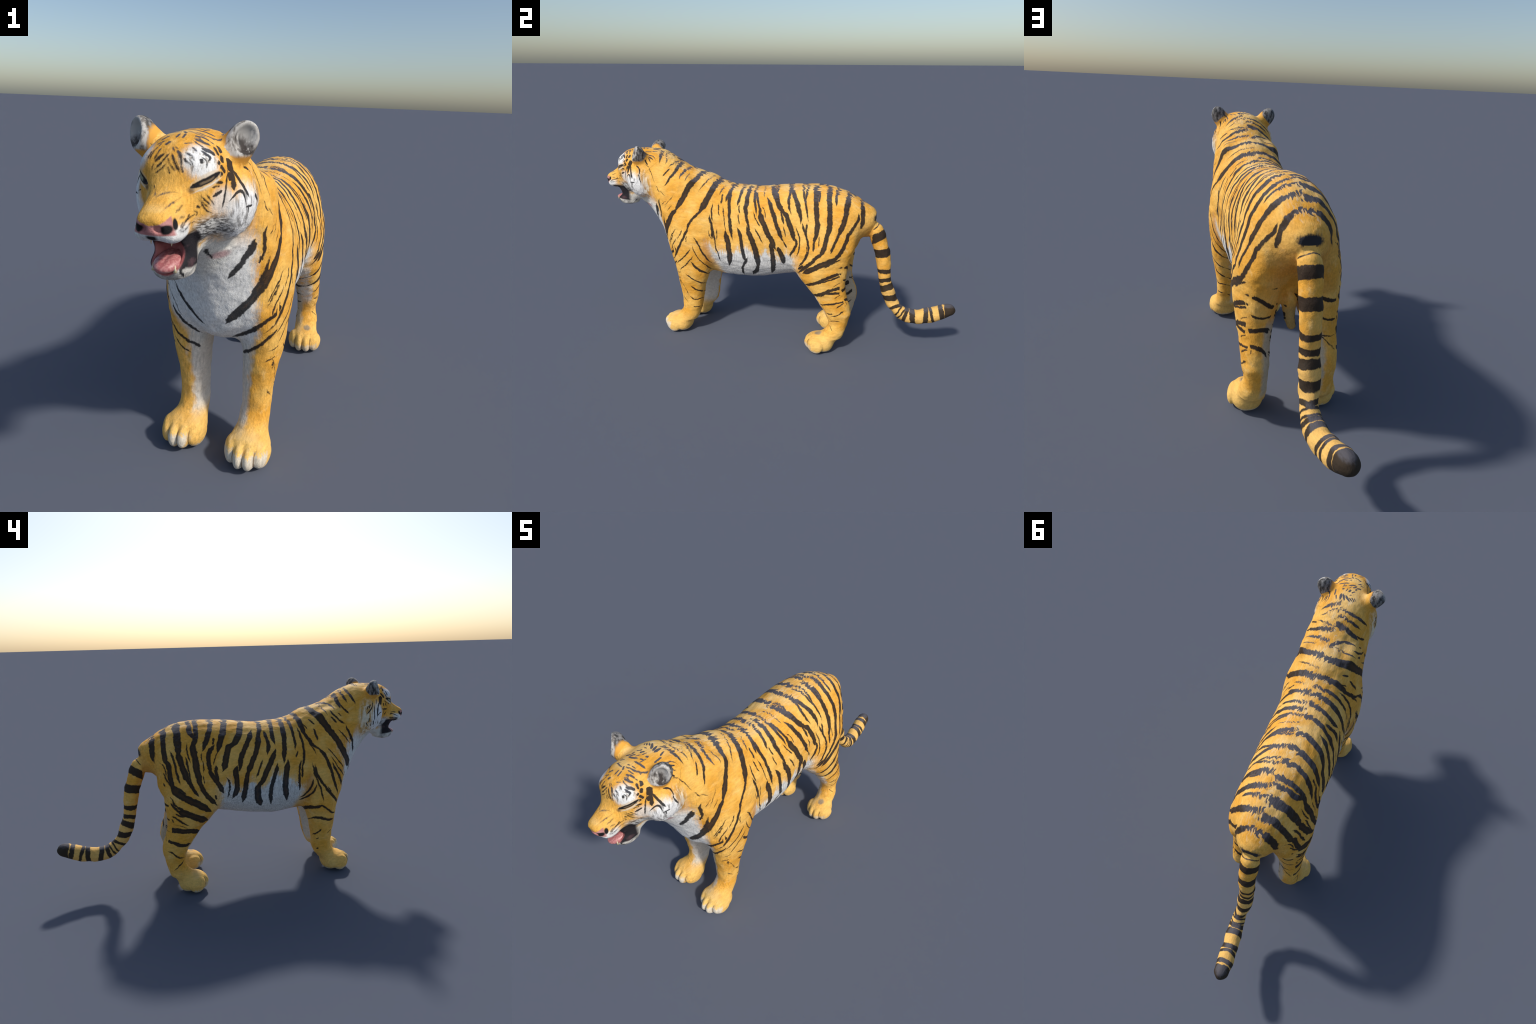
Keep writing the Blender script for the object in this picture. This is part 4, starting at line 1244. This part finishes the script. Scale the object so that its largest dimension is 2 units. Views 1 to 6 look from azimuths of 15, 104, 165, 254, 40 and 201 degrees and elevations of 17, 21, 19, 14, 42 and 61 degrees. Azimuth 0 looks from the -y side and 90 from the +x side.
def material_sets(pieces):
    """One coat per body region: a paw shares its leg's coat, jaw, nose and mouth share the head's."""
    share = {"lower_jaw": "head", "nose": "head", "mouth": "head", "tail_tip": "tail"}
    group = {n: share.get(n, n.replace("paw", "limb") if "forepaw" in n or "hindpaw" in n else n) for n in pieces}
    done = {}
    for key in sorted(set(group.values())):
        V = np.concatenate([pieces[n][0] for n in pieces if group[n] == key])
        box, kind = (V.min(0), V.max(0)), key.split(".")[0]
        if kind == "ear":
            done[key] = ear_material(kind, box)
        else:
            done[key] = coat(kind, box, {"head": ("flank", "head"), "neck": ("flank", "head"), "tail": ("tail",)}.get(kind, ("flank",)))
    return {n: done[group[n]] for n in pieces}


def details(made, root):
    head = made["head"]
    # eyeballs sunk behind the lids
    for s in (1, -1):
        c = Vector((.0535 * s, -.8585, .9525))
        bpy.ops.mesh.primitive_uv_sphere_add(segments=32, ring_count=20, radius=.0165, location=c)
        eye = bpy.context.object
        eye.name = "eye"
        eye.parent = head
        for p in eye.data.polygons:
            p.use_smooth = True
        g = Graph("eye_amber")
        look = Vector((.50 * s, -.86, .06)).normalized()
        d = g.vec("DOT_PRODUCT", g.vec("NORMALIZE", g.coord), tuple(look))
        col = g.mix(g.step(d, .80, .84), (.05, .04, .035), g.mix(g.noise(90, 2), (.30, .22, .05), (.45, .40, .16)))
        col = g.mix(g.step(d, .955, .965), col, DARK)
        g.put(g.bsdf.inputs["Base Color"], col)
        g.bsdf.inputs["Roughness"].default_value = .12
        eye.data.materials.append(g.m)
    # tongue
    bpy.ops.mesh.primitive_uv_sphere_add(segments=40, ring_count=24, radius=1)
    tongue = bpy.context.object
    tongue.name = "tongue"
    for v in tongue.data.vertices:
        x, y, z = v.co
        groove = .004 * math.exp(-(x / .22) ** 2) * max(z, 0)
        v.co = (x * .033, -.906 + y * .046, .770 + z * .018 - groove + .18 * (y * .042 + .02) + .012 * max(y, 0) ** 2)
    for p in tongue.data.polygons:
        p.use_smooth = True
    tongue.parent = head
    tongue.data.materials.append(plain("tongue_flesh", (.42, .13, .13), .45, (.56, .25, .23), .2, 160))
    # teeth: two upper and two lower fangs, small incisors below
    ivory = plain("ivory", (.66, .55, .33), .35, (.72, .64, .46))
    me = None
    teeth = [((.024, -.944, .836), (.0045, .018), -1), ((-.024, -.944, .836), (.0045, .018), -1),
             ((.026, -.932, .762), (.0045, .017), 1), ((-.026, -.932, .762), (.0045, .017), 1)]
    teeth += [((x, -.939 + .002 * abs(i), .762), (.0022, .008), 1) for i, x in ((k, k * .006) for k in (-2, -1, 0, 1, 2))]
    for c, (r, h), up in teeth:
        bpy.ops.mesh.primitive_cone_add(vertices=14, radius1=r, radius2=r * .15, depth=h, location=(c[0], c[1], c[2] + up * h * .3), rotation=(0 if up > 0 else math.pi, 0, 0))
        t = bpy.context.object
        t.name = "fang" if h > .01 else "incisor"
        t.parent = made.get("lower_jaw", head) if up > 0 else head
        for p in t.data.polygons:
            p.use_smooth = True
        t.data.materials.append(ivory)


# ---------------------------------------------------------------- parts
def mesh_object(name, V, F, parent, material, normals=None):
    me = bpy.data.meshes.new(name)
    me.from_pydata(V.tolist(), [], F.tolist() if isinstance(F, np.ndarray) else F)
    me.polygons.foreach_set("use_smooth", np.ones(len(me.polygons), bool))
    me.update()
    if normals is not None:
        me.normals_split_custom_set_from_vertices(normals.tolist())
    ob = bpy.data.objects.new(name, me)
    bpy.context.scene.collection.objects.link(ob)
    if parent:
        ob.parent = parent
    if material:
        me.materials.append(material)
    return ob


def split_skin(V, F, N):
    """Sort the faces of the one skin into anatomical regions."""
    C = V[F].mean(1)
    x, y, z = C.T
    part = np.full(len(F), "torso", object)
    part[y < -.50 - (1.0 - z) * .30] = "neck"
    skull = y < -.655 - (1.05 - z) * .30
    part[skull] = "head"
    part[skull & (z < .805) & (y < -.835)] = "lower_jaw"
    for s, side in ((1, ""), (-1, ".001")):
        near = (x * s > 0)
        i = near & (z < .50) & (y < -.2)
        part[i & (PARTS["foreleg", s](C) < .022)] = "forelimb" + side
        part[i & (z < .118) & (y < -.3)] = "forepaw" + side
        i = near & (z < .56) & (y > .05)
        part[i & (PARTS["hindleg", s](C) < .022) & (np.abs(x) > .03)] = "hindlimb" + side
        part[near & (z < .112) & (y > 0) & (y < .55)] = "hindpaw" + side
        part[near & (PARTS["ear", s](C) < .010) & (z > .985)] = "ear" + side
    part[(PARTS["tail"](C) < .012) & (y > .535) & (z < .765)] = "tail"
    part[(y > .905) & (z < .4)] = "tail_tip"
    part[(PARTS["nose"](C) < .010) & (y < -.972) & (z < .893) & (z > .858)] = "nose"
    part[np.abs(PARTS["mouth"](C)) < .006] = "mouth"
    out = {}
    for name in sorted(set(part)):
        f = F[part == name]
        used, inv = np.unique(f, return_inverse=True)
        out[name] = (V[used], inv.reshape(f.shape), N[used])
    return out


def lattice_noise(P, scale, seed):
    """Smooth value noise in -1..1."""
    rng = np.random.default_rng(seed)
    table = rng.uniform(-1, 1, 4096)
    Q = P * scale + 100
    i = np.floor(Q).astype(int)
    f = Q - i
    f = f * f * (3 - 2 * f)
    out = np.zeros(len(P))
    for o in np.ndindex(2, 2, 2):
        h = ((i[:, 0] + o[0]) * 73 + (i[:, 1] + o[1]) * 179 + (i[:, 2] + o[2]) * 283) % 4096
        w = np.prod([np.where(o[k], f[:, k], 1 - f[:, k]) for k in range(3)], 0)
        out += w * table[h]
    return out


def ruffle(V, N):
    """Low lumps of muscle and fur over the smooth skin; gentler on the face and paws."""
    N = N / np.linalg.norm(N, axis=1)[:, None]
    calm = np.where((V[:, 1] < -.72) | (V[:, 2] < .11), .35, 1.0)
    h = .0028 * lattice_noise(V * (1, .7, .7), 16, 3) + .0020 * lattice_noise(V * (1, .6, 1), 42, 5) + .0007 * lattice_noise(V, 95, 6)
    ruff = np.exp(-((V[:, 1] + .72) / .05) ** 2) * (np.abs(V[:, 0]) > .07) * (V[:, 2] > .76) * (V[:, 2] < .97)
    h = h * calm * np.where(V[:, 1] < -.45, .7, 1.0) + .004 * ruff * lattice_noise(V * (1, 1.6, .35), 90, 8)
    h += .0011 * np.clip((-.42 - V[:, 1]) / .08, 0, 1) * (V[:, 1] > -.72) * lattice_noise(V * (1, 1, .28), 75, 12)
    on_tail = (V[:, 1] > .58)
    h += on_tail * .003 * lattice_noise(V, 38, 9)
    return V + N * h[:, None]


def vertex_normals(V, F):
    """Area-weighted smooth normals of the whole skin, shared by all its parts."""
    a = np.cross(V[F[:, 2]] - V[F[:, 0]], V[F[:, 3]] - V[F[:, 1]])
    N = np.zeros_like(V)
    for k in range(4):
        for c in range(3):
            N[:, c] += np.bincount(F[:, k], a[:, c], len(V))
    return N / np.maximum(np.linalg.norm(N, axis=1), 1e-12)[:, None]


def build():
    root = bpy.data.objects.new("tiger", None)
    bpy.context.scene.collection.objects.link(root)
    root["label"] = "standing orange tiger with black stripes, mouth open, long ringed tail"
    root["category"] = "tiger"
    make_bins()
    field = body_field()
    V, F = skin(field, (-.27, -1.03, -.02), (.27, 1.03, 1.13), H)
    V = ruffle(V, gradient(field, V))
    N = vertex_normals(V, F)
    made = {}
    pieces = split_skin(V, F, N)
    coats = material_sets(pieces)
    owner = {"lower_jaw": "head", "ear": "head", "ear.001": "head", "nose": "head", "mouth": "head",
             "forepaw": "forelimb", "forepaw.001": "forelimb.001", "hindpaw": "hindlimb", "hindpaw.001": "hindlimb.001", "tail_tip": "tail"}
    for name in sorted(pieces, key=lambda n: n in owner):
        v, f, n = pieces[name]
        made[name] = mesh_object(name, v, f, made.get(owner.get(name), root), coats[name], n)
    details(made, root)


build()
